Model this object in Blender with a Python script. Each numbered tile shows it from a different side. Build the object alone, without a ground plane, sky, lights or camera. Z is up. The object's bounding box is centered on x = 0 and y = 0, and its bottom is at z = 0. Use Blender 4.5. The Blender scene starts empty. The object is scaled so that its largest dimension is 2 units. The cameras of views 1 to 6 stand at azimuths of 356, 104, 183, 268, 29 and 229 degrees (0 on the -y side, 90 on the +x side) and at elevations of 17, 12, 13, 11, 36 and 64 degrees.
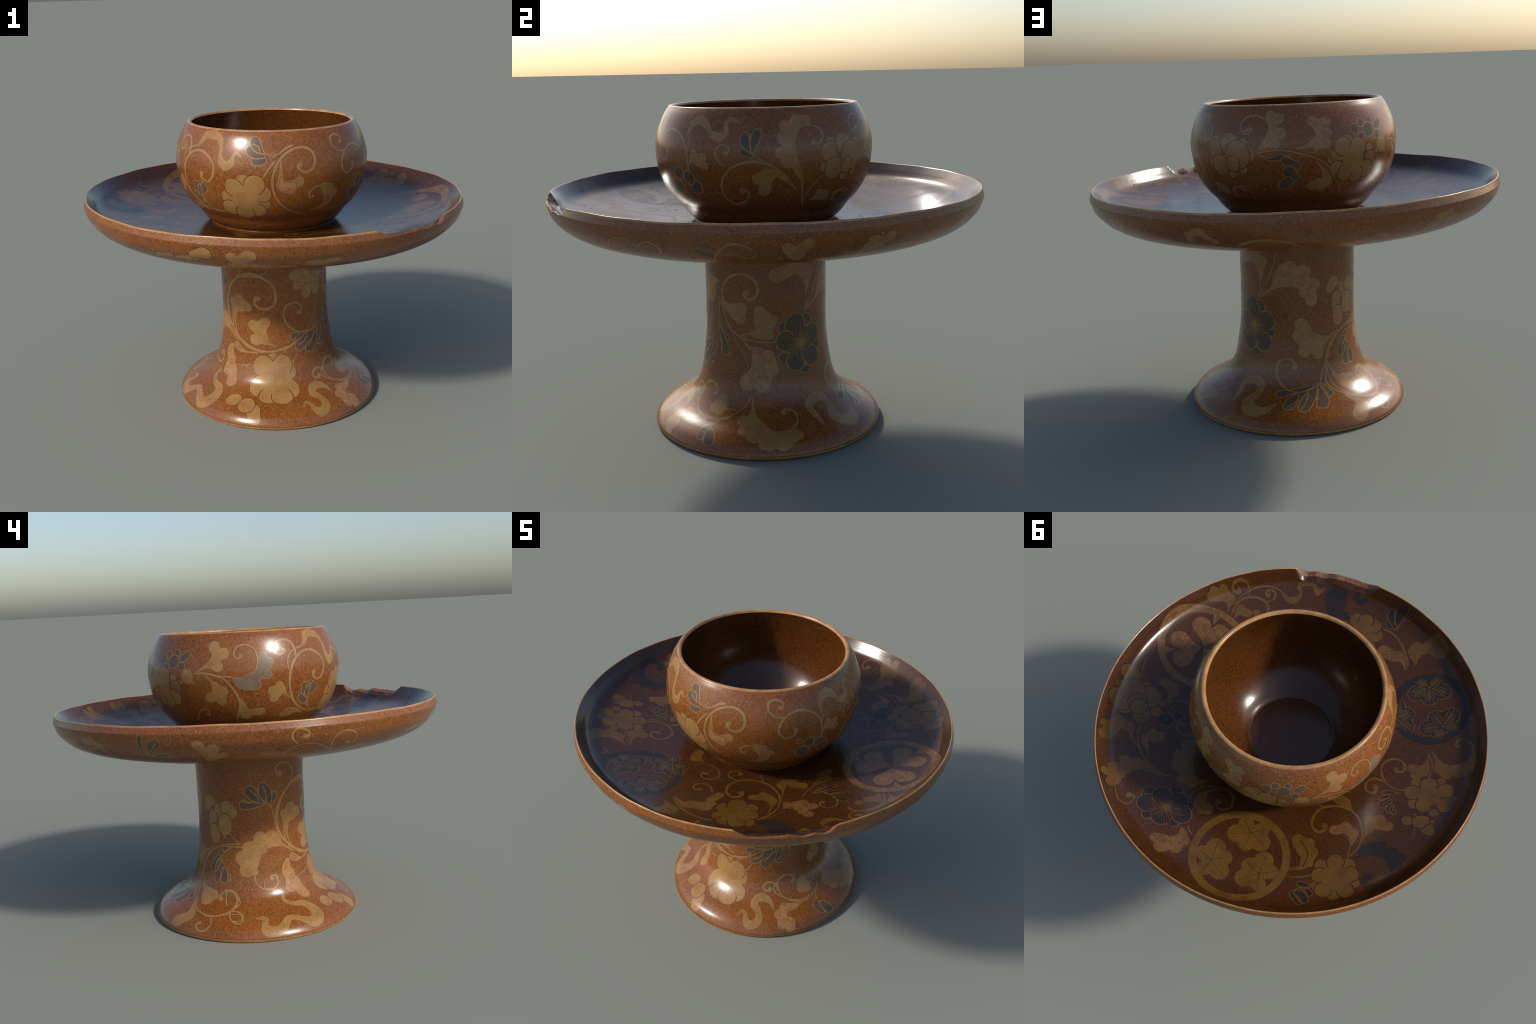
"""Lacquered footed stand with an integral bowl, decorated with raised gold scrolling leaves, flowers and round crests.

Everything is turned on a lathe (profiles below); the ornament is built as thin raised
inlays that hug those turned surfaces: motifs are unions of petals / lobes, tendrils are
swept strips along a few control points.
"""
import math
import numpy as np

# ---GEOMETRY-BEGIN (profiles are (radius, height) control points, metres)
STEM_PROFILE = [(.5380, .001), (.5430, .006), (.5460, .016), (.5440, .026), (.5330, .044), (.5180, .060), (.4820, .083),
                (.4270, .110), (.3850, .137), (.3530, .166), (.3345, .196), (.3220, .230), (.3120, .266),
                (.3040, .315), (.2955, .372), (.2892, .430), (.2865, .500), (.2858, .600), (.2862, .750),
                (.2925, .860), (.3000, .900)]
FOOT_TOP = .300           # height where the flared foot becomes the column
DISH_UNDER = [(.2700, .872), (.4200, .884), (.5540, .900), (.6730, .919), (.7730, .939), (.8500, .960), (.8960, .980),
              (.9270, 1.000), (.9500, 1.021), (.9740, 1.050), (.9860, 1.079), (.9915, 1.096), (.9925, 1.103),
              (.9900, 1.112), (.9845, 1.130)]
DISH_LIP = [(.9845, 1.130), (.9835, 1.135), (.9810, 1.1375), (.9770, 1.1355)]
DISH_TOP = [(.2600, .979), (.3200, .982), (.3600, .984), (.4300, .988), (.5200, .994), (.6000, 1.0005), (.7000, 1.013), (.7600, 1.023),
            (.8200, 1.036), (.8700, 1.049), (.9050, 1.062), (.9280, 1.077), (.9440, 1.095), (.9500, 1.1030), (.9640, 1.1200), (.9770, 1.1355)]
BOWL_OUT = [(.3120, .974), (.3250, .983), (.3270, .990), (.3300, .996), (.3450, 1.006), (.3670, 1.030), (.3890, 1.060), (.4270, 1.100),
            (.4600, 1.150), (.4800, 1.200), (.4920, 1.250), (.4985, 1.300), (.4965, 1.350), (.4850, 1.400),
            (.4660, 1.450), (.4480, 1.485), (.4330, 1.506)]
BOWL_LIP = [(.4330, 1.506), (.4290, 1.511), (.4220, 1.5125), (.4150, 1.510), (.4100, 1.502)]
BOWL_FLOOR = [(.0000, 1.030), (.1200, 1.030), (.1900, 1.0295), (.2060, 1.0295), (.2130, 1.0290)]
BOWL_IN = [(.2130, 1.0290), (.2210, 1.0318), (.2360, 1.0405), (.2700, 1.059), (.3150, 1.095),
           (.3600, 1.144), (.3980, 1.208), (.4220, 1.280), (.4290, 1.350), (.4260, 1.410), (.4180, 1.460),
           (.4100, 1.502)]
# frame of each turned part: centre x, centre y, tilt in x, tilt in y, drift of the axis in x with height, stretch in x, stretch in y
FRAME = {"stem": (-.003, -.0055, .005, .003, -.016, 1, 1), "dish": (-.003, .000, -.0145, -.002, 0, .997, 1.005), "bowl": (-.006, -.002, -.0110, .000, 0, 1, 1)}
CHIP = (-69.0, -39.9)     # azimuth range (degrees from +x) of the broken rim


def smooth_curve(points, n):
    """Monotone-ish cubic (centripetal Catmull-Rom) through the control points, n samples per span."""
    p = np.array(points, float)
    p = np.vstack([2 * p[0] - p[1], p, 2 * p[-1] - p[-2]])
    out = []
    for a, b, c, d in zip(p[:-3], p[1:-2], p[2:-1], p[3:]):
        t0 = 0.0
        t1 = t0 + math.sqrt(np.linalg.norm(b - a)) + 1e-9
        t2 = t1 + math.sqrt(np.linalg.norm(c - b)) + 1e-9
        t3 = t2 + math.sqrt(np.linalg.norm(d - c)) + 1e-9
        t = np.linspace(t1, t2, n, endpoint=False)[:, None]
        a1 = (t1 - t) / (t1 - t0) * a + (t - t0) / (t1 - t0) * b
        a2 = (t2 - t) / (t2 - t1) * b + (t - t1) / (t2 - t1) * c
        a3 = (t3 - t) / (t3 - t2) * c + (t - t2) / (t3 - t2) * d
        b1 = (t2 - t) / (t2 - t0) * a1 + (t - t0) / (t2 - t0) * a2
        b2 = (t3 - t) / (t3 - t1) * a2 + (t - t1) / (t3 - t1) * a3
        out.append((t2 - t) / (t2 - t1) * b1 + (t - t1) / (t2 - t1) * b2)
    out.append(p[-2][None])
    return np.vstack(out)


class Chart:
    """A turned surface addressed by (azimuth in degrees, length along the profile in metres)."""

    def __init__(self, part, profile, flip):
        self.frame = FRAME[part]
        self.c = smooth_curve(profile, 24)
        self.s = np.concatenate([[0], np.cumsum(np.linalg.norm(np.diff(self.c, axis=0), axis=1))])
        t = np.gradient(self.c, self.s, axis=0)
        t /= np.linalg.norm(t, axis=1)[:, None]
        self.n = np.stack([t[:, 1], -t[:, 0]], 1) * (-1 if flip else 1)

    def radius(self, s):
        return np.interp(s, self.s, self.c[:, 0])

    def place(self, az, s, height=0.0):
        az, s = np.radians(az), np.asarray(s, float)
        r, z = np.interp(s, self.s, self.c[:, 0]), np.interp(s, self.s, self.c[:, 1])
        nr, nz = np.interp(s, self.s, self.n[:, 0]), np.interp(s, self.s, self.n[:, 1])
        return lean(self.frame, (r + nr * height) * np.cos(az), (r + nr * height) * np.sin(az), z + nz * height)


class FlatChart:
    """The top of the dish addressed directly by x and y in its own frame."""

    def __init__(self, part, profile):
        self.frame = FRAME[part]
        self.c = smooth_curve(profile, 24)
        t = np.gradient(self.c, axis=0)
        t /= np.linalg.norm(t, axis=1)[:, None]
        self.n = np.stack([-t[:, 1], t[:, 0]], 1)

    def place(self, x, y, height=0.0):
        r = np.hypot(x, y) + 1e-9
        z = np.interp(r, self.c[:, 0], self.c[:, 1])
        nr, nz = np.interp(r, self.c[:, 0], self.n[:, 0]), np.interp(r, self.c[:, 0], self.n[:, 1])
        k = 1 + nr * height / r
        return lean(self.frame, x * k, y * k, z + nz * height)


def lean(frame, x, y, z):
    cx, cy, tx, ty, drift, wide, deep = frame
    x = x * wide + cx + drift * (z - .45)
    y = y * deep
    return np.stack([x, y + cy, z + tx * x + ty * (y + cy)], -1)


CHARTS = {"bowl": Chart("bowl", BOWL_OUT, False), "stem": Chart("stem", STEM_PROFILE, False),
          "rim": Chart("dish", DISH_UNDER, False), "dish": FlatChart("dish", DISH_TOP)}
# ---GEOMETRY-END

import bpy
import random

random.seed(7)
RNG = np.random.default_rng(11)

# ------------------------------------------------------------------ materials


def new_material(name):
    m = bpy.data.materials.new(name)
    m.use_nodes = True
    nt = m.node_tree
    nt.nodes.clear()
    out = nt.nodes.new("ShaderNodeOutputMaterial")
    bsdf = nt.nodes.new("ShaderNodeBsdfPrincipled")
    nt.links.new(bsdf.outputs[0], out.inputs[0])
    coord = nt.nodes.new("ShaderNodeTexCoord")
    return m, nt, bsdf, coord.outputs["Object"]


def noise(nt, vec, scale, detail=3.0, rough=0.6, distort=0.0):
    n = nt.nodes.new("ShaderNodeTexNoise")
    n.inputs["Scale"].default_value = scale
    n.inputs["Detail"].default_value = detail
    n.inputs["Roughness"].default_value = rough
    n.inputs["Distortion"].default_value = distort
    nt.links.new(vec, n.inputs["Vector"])
    return n.outputs["Fac"]


def ramp(nt, fac, stops):
    r = nt.nodes.new("ShaderNodeValToRGB")
    e = r.color_ramp.elements
    while len(e) < len(stops):
        e.new(0.5)
    for el, (pos, col) in zip(e, stops):
        el.position = pos
        el.color = (*col, 1)
    nt.links.new(fac, r.inputs[0])
    return r.outputs["Color"]


def mix(nt, fac, a, b, mode="MIX"):
    m = nt.nodes.new("ShaderNodeMix")
    m.data_type, m.blend_type = "RGBA", mode
    for sock, v in ((m.inputs[0], fac), (m.inputs[6], a), (m.inputs[7], b)):
        if isinstance(v, (int, float)):
            sock.default_value = v
        elif isinstance(v, tuple):
            sock.default_value = (*v, 1)
        else:
            nt.links.new(v, sock)
    return m.outputs[2]


def bump(nt, bsdf, height, strength, distance):
    b = nt.nodes.new("ShaderNodeBump")
    b.inputs["Strength"].default_value = strength
    b.inputs["Distance"].default_value = distance
    nt.links.new(height, b.inputs["Height"])
    nt.links.new(b.outputs[0], bsdf.inputs["Normal"])


def lacquer(name, base, dark, light, speck, rough=0.24, metal=0.0, spec=0.5):
    """Speckled 'pear skin' lacquer: amber flecks and dark grains under a clear gloss."""
    m, nt, bsdf, vec = new_material(name)
    fine = noise(nt, vec, 110, 2.5, 0.7)
    mid = noise(nt, vec, 60, 3.0, 0.65)
    wide = noise(nt, vec, 5, 3.0, 0.55)
    col = ramp(nt, fine, [(0.32, dark), (0.45, base), (0.55, base), (0.72, light)])
    col = mix(nt, ramp(nt, mid, [(0.36, (1, 1, 1)), (0.47, (0, 0, 0))]), col, mix(nt, 0.5, dark, base))
    grain = noise(nt, vec, 150, 1.0, 0.5)
    col = mix(nt, ramp(nt, grain, [(0.26, (0.8,) * 3), (0.34, (0, 0, 0))]), col, speck)
    col = mix(nt, ramp(nt, wide, [(0.35, (0, 0, 0)), (0.7, (0.35,) * 3)]), col, mix(nt, 0.5, base, light))
    nt.links.new(col, bsdf.inputs["Base Color"])
    bsdf.inputs["Roughness"].default_value = rough
    bsdf.inputs["Metallic"].default_value = metal
    bsdf.inputs["Specular IOR Level"].default_value = spec
    bump(nt, bsdf, mid, 0.05, 0.002)
    return m


def inlay(name, base, other, rough=0.3, metal=0.0, scale=14, streak=0.0, spec=0.5, bump_strength=0.06):
    """Powdered-metal inlay: a soft mottle, optionally crinkled into folds."""
    m, nt, bsdf, vec = new_material(name)
    a = noise(nt, vec, scale, 4.0, 0.62, streak)
    b = noise(nt, vec, 110, 2.0, 0.6)
    col = ramp(nt, a, [(0.34, other), (0.60, base)])
    col = mix(nt, 0.22, col, ramp(nt, b, [(0.35, tuple(c * 0.55 for c in base)), (0.65, tuple(min(1, c * 1.35) for c in base))]))
    nt.links.new(col, bsdf.inputs["Base Color"])
    bsdf.inputs["Roughness"].default_value = rough
    bsdf.inputs["Metallic"].default_value = metal
    bsdf.inputs["Specular IOR Level"].default_value = spec
    bump(nt, bsdf, a, bump_strength * (2 if streak else 1), 0.003)
    return m


MAT = {
    "lacquer": lacquer("amber_lacquer", (.188, .0610, .0125), (.072, .0225, .0125), (.340, .134, .032), (.036, .0155, .0185)),
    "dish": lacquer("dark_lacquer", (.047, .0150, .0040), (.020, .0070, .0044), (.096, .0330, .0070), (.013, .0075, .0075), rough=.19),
    "inside": lacquer("inner_lacquer", (.070, .0225, .0046), (.026, .0085, .0042), (.150, .051, .0095), (.016, .007, .006), rough=.20),  # base colour darkened to carry the shade inside the bowl
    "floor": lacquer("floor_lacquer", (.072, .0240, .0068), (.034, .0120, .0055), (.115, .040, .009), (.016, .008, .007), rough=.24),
    "edge": inlay("worn_edge", (.400, .208, .074), (.260, .115, .040), 0.26),
    "fracture": inlay("broken_wood", (.200, .080, .034), (.080, .030, .016), 0.65, scale=40, streak=1.0),
    "gold": inlay("gold_powder", (.300, .160, .055), (.228, .112, .034), 0.25),
    "gold_dim": inlay("dim_gold", (.108, .0510, .0098), (.072, .0315, .0070), 0.21),
    "copper": inlay("crinkled_foil", (.330, .168, .065), (.205, .078, .037), 0.26, scale=26, streak=1.6),
    "copper_dim": inlay("dim_crinkled_foil", (.140, .066, .0190), (.066, .023, .0085), 0.22, scale=26, streak=1.6),
    "silver": inlay("tarnished_silver", (.112, .0735, .0480), (.076, .0500, .0335), 0.28, spec=.3),
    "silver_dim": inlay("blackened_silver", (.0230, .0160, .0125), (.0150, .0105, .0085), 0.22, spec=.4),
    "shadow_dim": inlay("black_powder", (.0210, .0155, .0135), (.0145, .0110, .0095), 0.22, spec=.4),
    "ash": inlay("grey_powder", (.165, .120, .080), (.120, .085, .058), 0.28),
    "vein": inlay("brushed_gold", (.220, .108, .034), (.180, .084, .026), 0.26),
    "vein_dim": inlay("brushed_dim_gold", (.076, .033, .0075), (.058, .024, .006), 0.21),
    "line": inlay("painted_groove_shade", (.098, .039, .017), (.072, .028, .013), 0.26),
    "line_dim": inlay("painted_groove_shade_dark", (.020, .0080, .0055), (.014, .006, .005), 0.21),
    "under": lacquer("base_underside", (.120, .045, .015), (.050, .018, .010), (.160, .060, .020), (.040, .016, .014)),
}

# ------------------------------------------------------------------ objects


def add_object(name, verts, faces, mats, face_mats, parent=None, smooth=True, sharp=None, normals=None):
    me = bpy.data.meshes.new(name)
    me.from_pydata(np.asarray(verts).tolist(), [], faces if isinstance(faces, list) else faces.tolist())
    for m in mats:
        me.materials.append(MAT[m])
    if face_mats is not None:
        me.polygons.foreach_set("material_index", np.asarray(face_mats, np.int32))
    me.polygons.foreach_set("use_smooth", np.full(len(me.polygons), smooth))
    me.update()
    if sharp:
        me.set_sharp_from_angle(angle=math.radians(sharp))
    if normals is not None:
        own = np.empty(len(me.vertices) * 3, np.float32)
        me.vertex_normals.foreach_get("vector", own)
        n = np.asarray(normals) * .92 + own.reshape(-1, 3) * .08
        n /= np.linalg.norm(n, axis=1)[:, None] + 1e-12
        me.normals_split_custom_set_from_vertices(n.tolist())
    o = bpy.data.objects.new(name, me)
    bpy.context.scene.collection.objects.link(o)
    if parent:
        o.parent = parent
    return o


def turned(name, profile, frame, mat_of, mats, parent, segments=512, warp=None, closed_ends=False, sharp=40):
    """Lathe a dense (r, z) polyline; mat_of(i) gives the material slot of profile span i."""
    c = np.asarray(profile)
    az = np.linspace(0, 2 * np.pi, segments, endpoint=False)
    r, z = np.repeat(c[None, :, 0], segments, 0), np.repeat(c[None, :, 1], segments, 0)
    extra = None
    if warp:
        r, z, extra = warp(az, r, z)
    p = lean(frame, r * np.cos(az)[:, None], r * np.sin(az)[:, None], z).reshape(-1, 3)
    m = len(c)
    i, j = np.meshgrid(np.arange(segments), np.arange(m - 1), indexing="ij")
    i2 = (i + 1) % segments
    faces = np.stack([i * m + j, i2 * m + j, i2 * m + j + 1, i * m + j + 1], -1).reshape(-1, 4)
    slots = np.array([mat_of(k) for k in range(m - 1)])[j]
    if extra is not None:
        inner = r[i, j] < .966
        broken = extra[i, j] & extra[i2, j] & extra[i, j + 1] & extra[i2, j + 1]
        slots = np.where(broken, np.where(inner, 2, len(mats) - 1), slots)
    return add_object(name, p, faces, mats, slots.reshape(-1), parent, sharp=sharp)


def spans(*parts, n=8):
    """Join profile pieces into one dense polyline and remember which piece each span came from."""
    pts, tag = [], []
    for k, (piece, _) in enumerate(parts):
        c = smooth_curve(piece, n)
        if pts:
            c = c[1:]
            tag += [k] * len(c)
        else:
            tag += [k] * (len(c) - 1)
        pts.append(c)
    return np.vstack(pts), tag


stand = bpy.data.objects.new("footed_bowl_stand", None)
bpy.context.scene.collection.objects.link(stand)
stand["label"] = "brown lacquer footed stand with bowl, gold floral scrolls and chipped dish"
stand["category"] = "cup stand"


def chip_height(az_deg):
    """Height the rim is broken down to, by azimuth (far above the rim where it is whole)."""
    a = [CHIP[0], -68.2, -64.6, -63.0, -58.5, -54.2, -50.6, -47.6, -44.6, -43.2, -40.6, CHIP[1]]
    drop = [-.01, .004, .036, .034, .033, .026, .0395, .033, .041, .034, .004, -.01]
    return np.where((az_deg > a[0]) & (az_deg < a[-1]), 1.141 - np.interp(az_deg, a, drop), 9.0)


def break_rim(az, r, z):
    deg = (np.degrees(az) + 180) % 360 - 180
    on_rim = np.clip((r - .80) / .18, 0, 1)
    hand = .0002 * np.sin(az * 7 + 1) + .0002 * np.sin(az * 17)     # a hand-turned rim is never a true circle
    r = r + on_rim * hand[:, None]
    z = z + np.clip((z - 1.10) / .03, 0, 1) * (.0012 * np.sin(az * 9) + .0008 * np.sin(az * 23 + 2))[:, None]
    a = az[:, None]
    h = chip_height(deg)[:, None] + .0016 * np.sin(a * 61 + r * 40) + .0015 * np.abs(np.sin(a * 103 - r * 60)) + .0008 * np.sin(a * 233 + r * 120)
    inner = np.clip((.985 - r) / .04, 0, 1)
    h = h - .024 * inner
    broken = z > h
    z = np.where(broken, h, z)
    return r, z, broken


def build_body():
    # bowl
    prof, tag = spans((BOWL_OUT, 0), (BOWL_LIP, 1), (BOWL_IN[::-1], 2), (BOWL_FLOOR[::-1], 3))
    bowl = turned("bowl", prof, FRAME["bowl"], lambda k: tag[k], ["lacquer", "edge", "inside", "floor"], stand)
    # dish
    prof, tag = spans((DISH_UNDER, 0), (DISH_LIP, 1), (DISH_TOP[::-1], 2))
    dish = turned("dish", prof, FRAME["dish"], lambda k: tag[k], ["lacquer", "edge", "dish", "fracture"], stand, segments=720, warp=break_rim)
    # column and foot share a border
    c = smooth_curve(STEM_PROFILE, 10)
    cut = int(np.argmin(np.abs(c[:, 1] - FOOT_TOP)))
    column = turned("column", c[cut:], FRAME["stem"], lambda k: 0, ["lacquer"], stand)
    hollow = np.array([(.500, .020), (.470, .050), (.400, .085), (.335, .120), (.285, .180), (.262, .260), (.250, .400), (.245, .700), (.0001, .705)])
    edge = np.array([(.5060, .0008), (.5150, .0000), (.5300, .0000)])
    inner = np.vstack([smooth_curve(hollow, 5)[::-1], edge])
    prof = np.vstack([inner, c[:cut + 1]])
    n_in = len(inner)
    n_lip = n_in + 20
    foot = turned("foot", prof, FRAME["stem"], lambda k: 2 if k < n_in - 2 else (1 if k < n_lip else 0), ["lacquer", "edge", "under"], stand)
    return {"bowl": bowl, "dish": dish, "column": column, "foot": foot}


BODY = build_body()

# ------------------------------------------------------------------ raised ornament


def stroke_field(x, y, pts):
    """Signed distance to a soft stroke: discs of radius r swept along the points (x, y, r)."""
    pts = np.asarray(pts, float)
    if len(pts) == 1:
        return np.hypot(x - pts[0, 0], y - pts[0, 1]) - pts[0, 2]
    if len(pts) > 2:
        pts = smooth_curve(pts, 7)
    best = np.full(x.shape, 9.0)
    for (ax, ay, ar), (bx, by, br) in zip(pts[:-1], pts[1:]):
        dx, dy = bx - ax, by - ay
        t = np.clip(((x - ax) * dx + (y - ay) * dy) / (dx * dx + dy * dy + 1e-12), 0, 1)
        best = np.minimum(best, np.hypot(x - ax - t * dx, y - ay - t * dy) - (ar + t * (br - ar)))
    return best


def frill(x, y, pts, amount):
    """Small scallops round the end of a lobe."""
    if not amount:
        return 0.0
    cx, cy = pts[-1][0], pts[-1][1]
    return amount * (1 - 2 * np.abs(np.sin(5 * np.arctan2(y - cy, x - cx))))


def smooth_min(fields, k):
    """Union of the strokes with small fillets where they meet."""
    out = fields[0]
    for f in fields[1:]:
        h = np.clip(.5 + .5 * (f - out) / k, 0, 1)
        out = f * (1 - h) + out * h - k * h * (1 - h)
    return out


def in_chip(x, y):
    a = np.degrees(np.arctan2(y, x))
    return (a > CHIP[0] - 1) & (a < CHIP[1] + 1)


def split_at(v, tri, fn):
    """Cut the triangles along the zero line of fn(x, y)."""
    f = fn(v[:, 0], v[:, 1])
    f = np.where(np.abs(f) < 1e-7, 1e-7, f)
    pos = f[tri] > 0
    n = pos.sum(1)
    keep = tri[(n == 0) | (n == 3)]
    cut, cp = tri[(n == 1) | (n == 2)], pos[(n == 1) | (n == 2)]
    if not len(cut):
        return v, tri
    lone = np.where(cp.sum(1) == 1, cp.argmax(1), (~cp).argmax(1))
    row = np.arange(len(cut))
    a, b, c = cut[row, lone], cut[row, (lone + 1) % 3], cut[row, (lone + 2) % 3]
    edges = np.vstack([np.stack([a, b], 1), np.stack([a, c], 1)])
    uniq, inv = np.unique(np.sort(edges, 1), axis=0, return_inverse=True)
    inv = inv.reshape(-1)
    fa, fb = f[uniq[:, 0]], f[uniq[:, 1]]
    t = np.clip(fa / (fa - fb), .04, .96)[:, None]
    new = v[uniq[:, 0]] * (1 - t) + v[uniq[:, 1]] * t
    ab, ac = len(v) + inv[:len(cut)], len(v) + inv[len(cut):]
    tri = np.vstack([keep, np.stack([a, ab, ac], 1), np.stack([ab, b, c], 1), np.stack([ab, c, ac], 1)])
    return np.vstack([v, new]), tri


LINE = .0021              # half width of an engraved or drawn line
HALO = .0034              # width of the contour shadow painted as a dark border round each motif


class Motif:
    """One raised inlay. Strokes and veins are given in chart coordinates, radii in millimetres."""

    def __init__(self, chart, strokes, style="gold", veins=(), layered=False, name="leaf", fillet=.0035, height=.0010, cell=.0052, outline=.0058, tone="", core=False, lift=0.0, scallop=0.0, line=LINE):
        self.chart, self.style, self.name, self.height = CHARTS[chart], style, name, height
        flat = chart == "dish"
        allp = np.array([p[:2] for s in strokes for p in s], float)
        self.flat = flat
        self.o = (allp.min(0) + allp.max(0)) / 2
        self.k = 1.0 if flat else math.radians(1) * float(self.chart.radius(self.o[1]))
        S = [self.local(s) for s in strokes]
        brushed = []
        if style == "gold" and name == "leaf":         # faint brush strokes run from the stalk out to each lobe
            for s in S:
                if len(s) > 1:
                    c = smooth_curve(s, 5) if len(s) > 2 else s
                    brushed.append(np.column_stack([c[:, :2], np.zeros(len(c))]))
        V = [self.local([(*p[:2], 0) for p in s]) for s in veins]
        fields = [lambda x, y, s=s: stroke_field(x, y, s) + frill(x, y, s, scallop) for s in S]
        body = lambda x, y: smooth_min([f(x, y) for f in fields], fillet)
        lo = np.min([np.min(s[:, :2] - s[:, 2:3], axis=0) for s in S], axis=0) - HALO - cell
        hi = np.max([np.max(s[:, :2] + s[:, 2:3], axis=0) for s in S], axis=0) + HALO + cell
        nx, ny = [max(2, int(math.ceil((b - a) / cell))) for a, b in zip(lo, hi)]
        gx, gy = np.meshgrid(np.linspace(lo[0], hi[0], nx + 1), np.linspace(lo[1], hi[1], ny + 1), indexing="ij")
        v = np.stack([gx.ravel(), gy.ravel()], 1)
        i, j = np.meshgrid(np.arange(nx), np.arange(ny), indexing="ij")
        q = (i * (ny + 1) + j).ravel()
        tri = np.vstack([np.stack([q, q + ny + 1, q + ny + 2], 1), np.stack([q, q + ny + 2, q + 1], 1)])
        d = body(v[:, 0], v[:, 1])
        tri = tri[(d[tri] < HALO + cell).any(1)]
        two_tone = style in ("silver", "copper", "ash")
        for level in [HALO, 0.0] + ([-outline] if two_tone else []):
            v, tri = split_at(v, tri, lambda x, y: body(x, y) - level)
        c = v[tri].mean(1)
        tri = tri[body(c[:, 0], c[:, 1]) < HALO]
        if flat:                                       # the ornament ends at the lip, and is lost where the rim is broken away
            c = v[tri].mean(1) + self.o
            tri = tri[np.hypot(c[:, 0], c[:, 1]) < np.where(in_chip(c[:, 0], c[:, 1]), .930, .966)]
        # drawn lines: seams between overlapping petals, and veins
        lines = []
        if layered:
            for a in range(len(fields)):
                upper = fields[a + 1:]
                if not upper and (a == 0 or core):
                    continue
                lines.append((fields[a], (lambda x, y, u=upper: np.min([g(x, y) for g in u], axis=0) if u else np.full(x.shape, 9.0))))
        w = line * (1.25 if style == "silver" else 1)
        marks = np.zeros(len(v), bool)
        for f, _ in lines:
            for lev in (w, -w):
                v, tri = split_at(v, tri, lambda x, y: f(x, y) - lev)
        for s in V:
            vf = lambda x, y, s=s: stroke_field(x, y, s) - w
            v, tri = self.split_near(v, tri, vf, cell)
        for s in brushed:
            v, tri = self.split_near(v, tri, lambda x, y, s=s: stroke_field(x, y, s) - .0009, cell)
        c = v[tri].mean(1)
        cx, cy = c[:, 0], c[:, 1]
        d = body(cx, cy)
        on_line = np.zeros(len(tri), bool)
        for f, up in lines:
            on_line |= (np.abs(f(cx, cy)) < w) & (up(cx, cy) > 0)
        for s in V:
            on_line |= stroke_field(cx, cy, s) < w
        slot = np.where(d > 0, 0, 1)
        if two_tone:
            slot = np.where(d < -outline, 2, slot)
            slot = np.where(on_line & (d < 0), 1, slot)
        else:
            slot = np.where(on_line & (d < 0), 0, slot)
        for s in brushed:
            slot = np.where((slot == 1) & (d < -.004) & (stroke_field(cx, cy, s) < .0009), 2, slot)
        keep = np.unique(tri)
        remap = np.zeros(len(v), int)
        remap[keep] = np.arange(len(keep))
        v, tri = v[keep], remap[tri]
        x, y = v[:, 0], v[:, 1]
        d = body(x, y)
        h = self.height * np.clip((HALO - d) / (HALO + .007), 0, 1) ** .7
        h += np.clip(-d / .05, 0, 1) * .0004
        for f, up in lines:
            depth = np.exp(-(f(x, y) / .0035) ** 2) * (up(x, y) > -.001) * (d < -.002)
            h += depth * (.0003 if two_tone else -.0006)
            h += np.clip(-f(x, y) / .02, 0, 1) * .0003
        for s in V:
            h += np.exp(-((stroke_field(x, y, s)) / .0035) ** 2) * (.0004 if two_tone else -.0005) * (d < -.002)
        if style == "copper":
            h += (d < -outline) * (0 if flat else .0004) * np.sin(x * 140 + 60 * np.sin(y * 17) * .05) * np.sin(y * 95 + x * 60)
        h += lift
        px, py = (x + self.o[0], y + self.o[1]) if flat else (x / self.k + self.o[0], y + self.o[1])
        self.v = self.chart.place(px, py, h - .0004)
        self.n = self.chart.place(px, py, h + .0096) - self.v
        self.n /= np.linalg.norm(self.n, axis=1)[:, None]
        self.tri, self.slot = tri, slot
        fill = {"gold": ["gold", "vein"], "silver": ["gold", "silver"], "copper": ["gold", "copper"], "ash": ["gold", "ash"], "shadow": ["shadow"]}[style]
        self.mats = [m + tone if m + tone in MAT else m for m in ["line"] + fill]

    def local(self, pts):
        p = np.array([q if len(q) == 3 else (*q, 0) for q in pts], float)
        return np.stack([(p[:, 0] - self.o[0]) * self.k, p[:, 1] - self.o[1], p[:, 2] * .001], 1)

    @staticmethod
    def split_near(v, tri, fn, cell):
        """Refine the triangles a thin line passes through, then cut along the line's edge."""
        f = fn(v[:, 0], v[:, 1])
        near = (f[tri] < cell * 1.2).any(1)
        far, t = tri[~near], tri[near]
        for _ in range(1):
            e = np.sort(np.vstack([t[:, [0, 1]], t[:, [1, 2]], t[:, [2, 0]]]), 1)
            u, inv = np.unique(e, axis=0, return_inverse=True)
            inv = inv.reshape(-1)
            m = len(v) + inv.reshape(3, -1)
            v = np.vstack([v, (v[u[:, 0]] + v[u[:, 1]]) / 2])
            t = np.vstack([np.stack([t[:, 0], m[0], m[2]], 1), np.stack([t[:, 1], m[1], m[0]], 1), np.stack([t[:, 2], m[2], m[1]], 1), np.stack([m[0], m[1], m[2]], 1)])
        v, t = split_at(v, t, fn)
        return v, np.vstack([far, t])

    def build(self, parent):
        return add_object(self.name, self.v, self.tri, self.mats, self.slot, parent, normals=self.n)


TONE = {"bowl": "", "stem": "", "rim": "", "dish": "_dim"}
PARENT = {"bowl": "bowl", "rim": "dish", "dish": "dish"}


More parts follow.
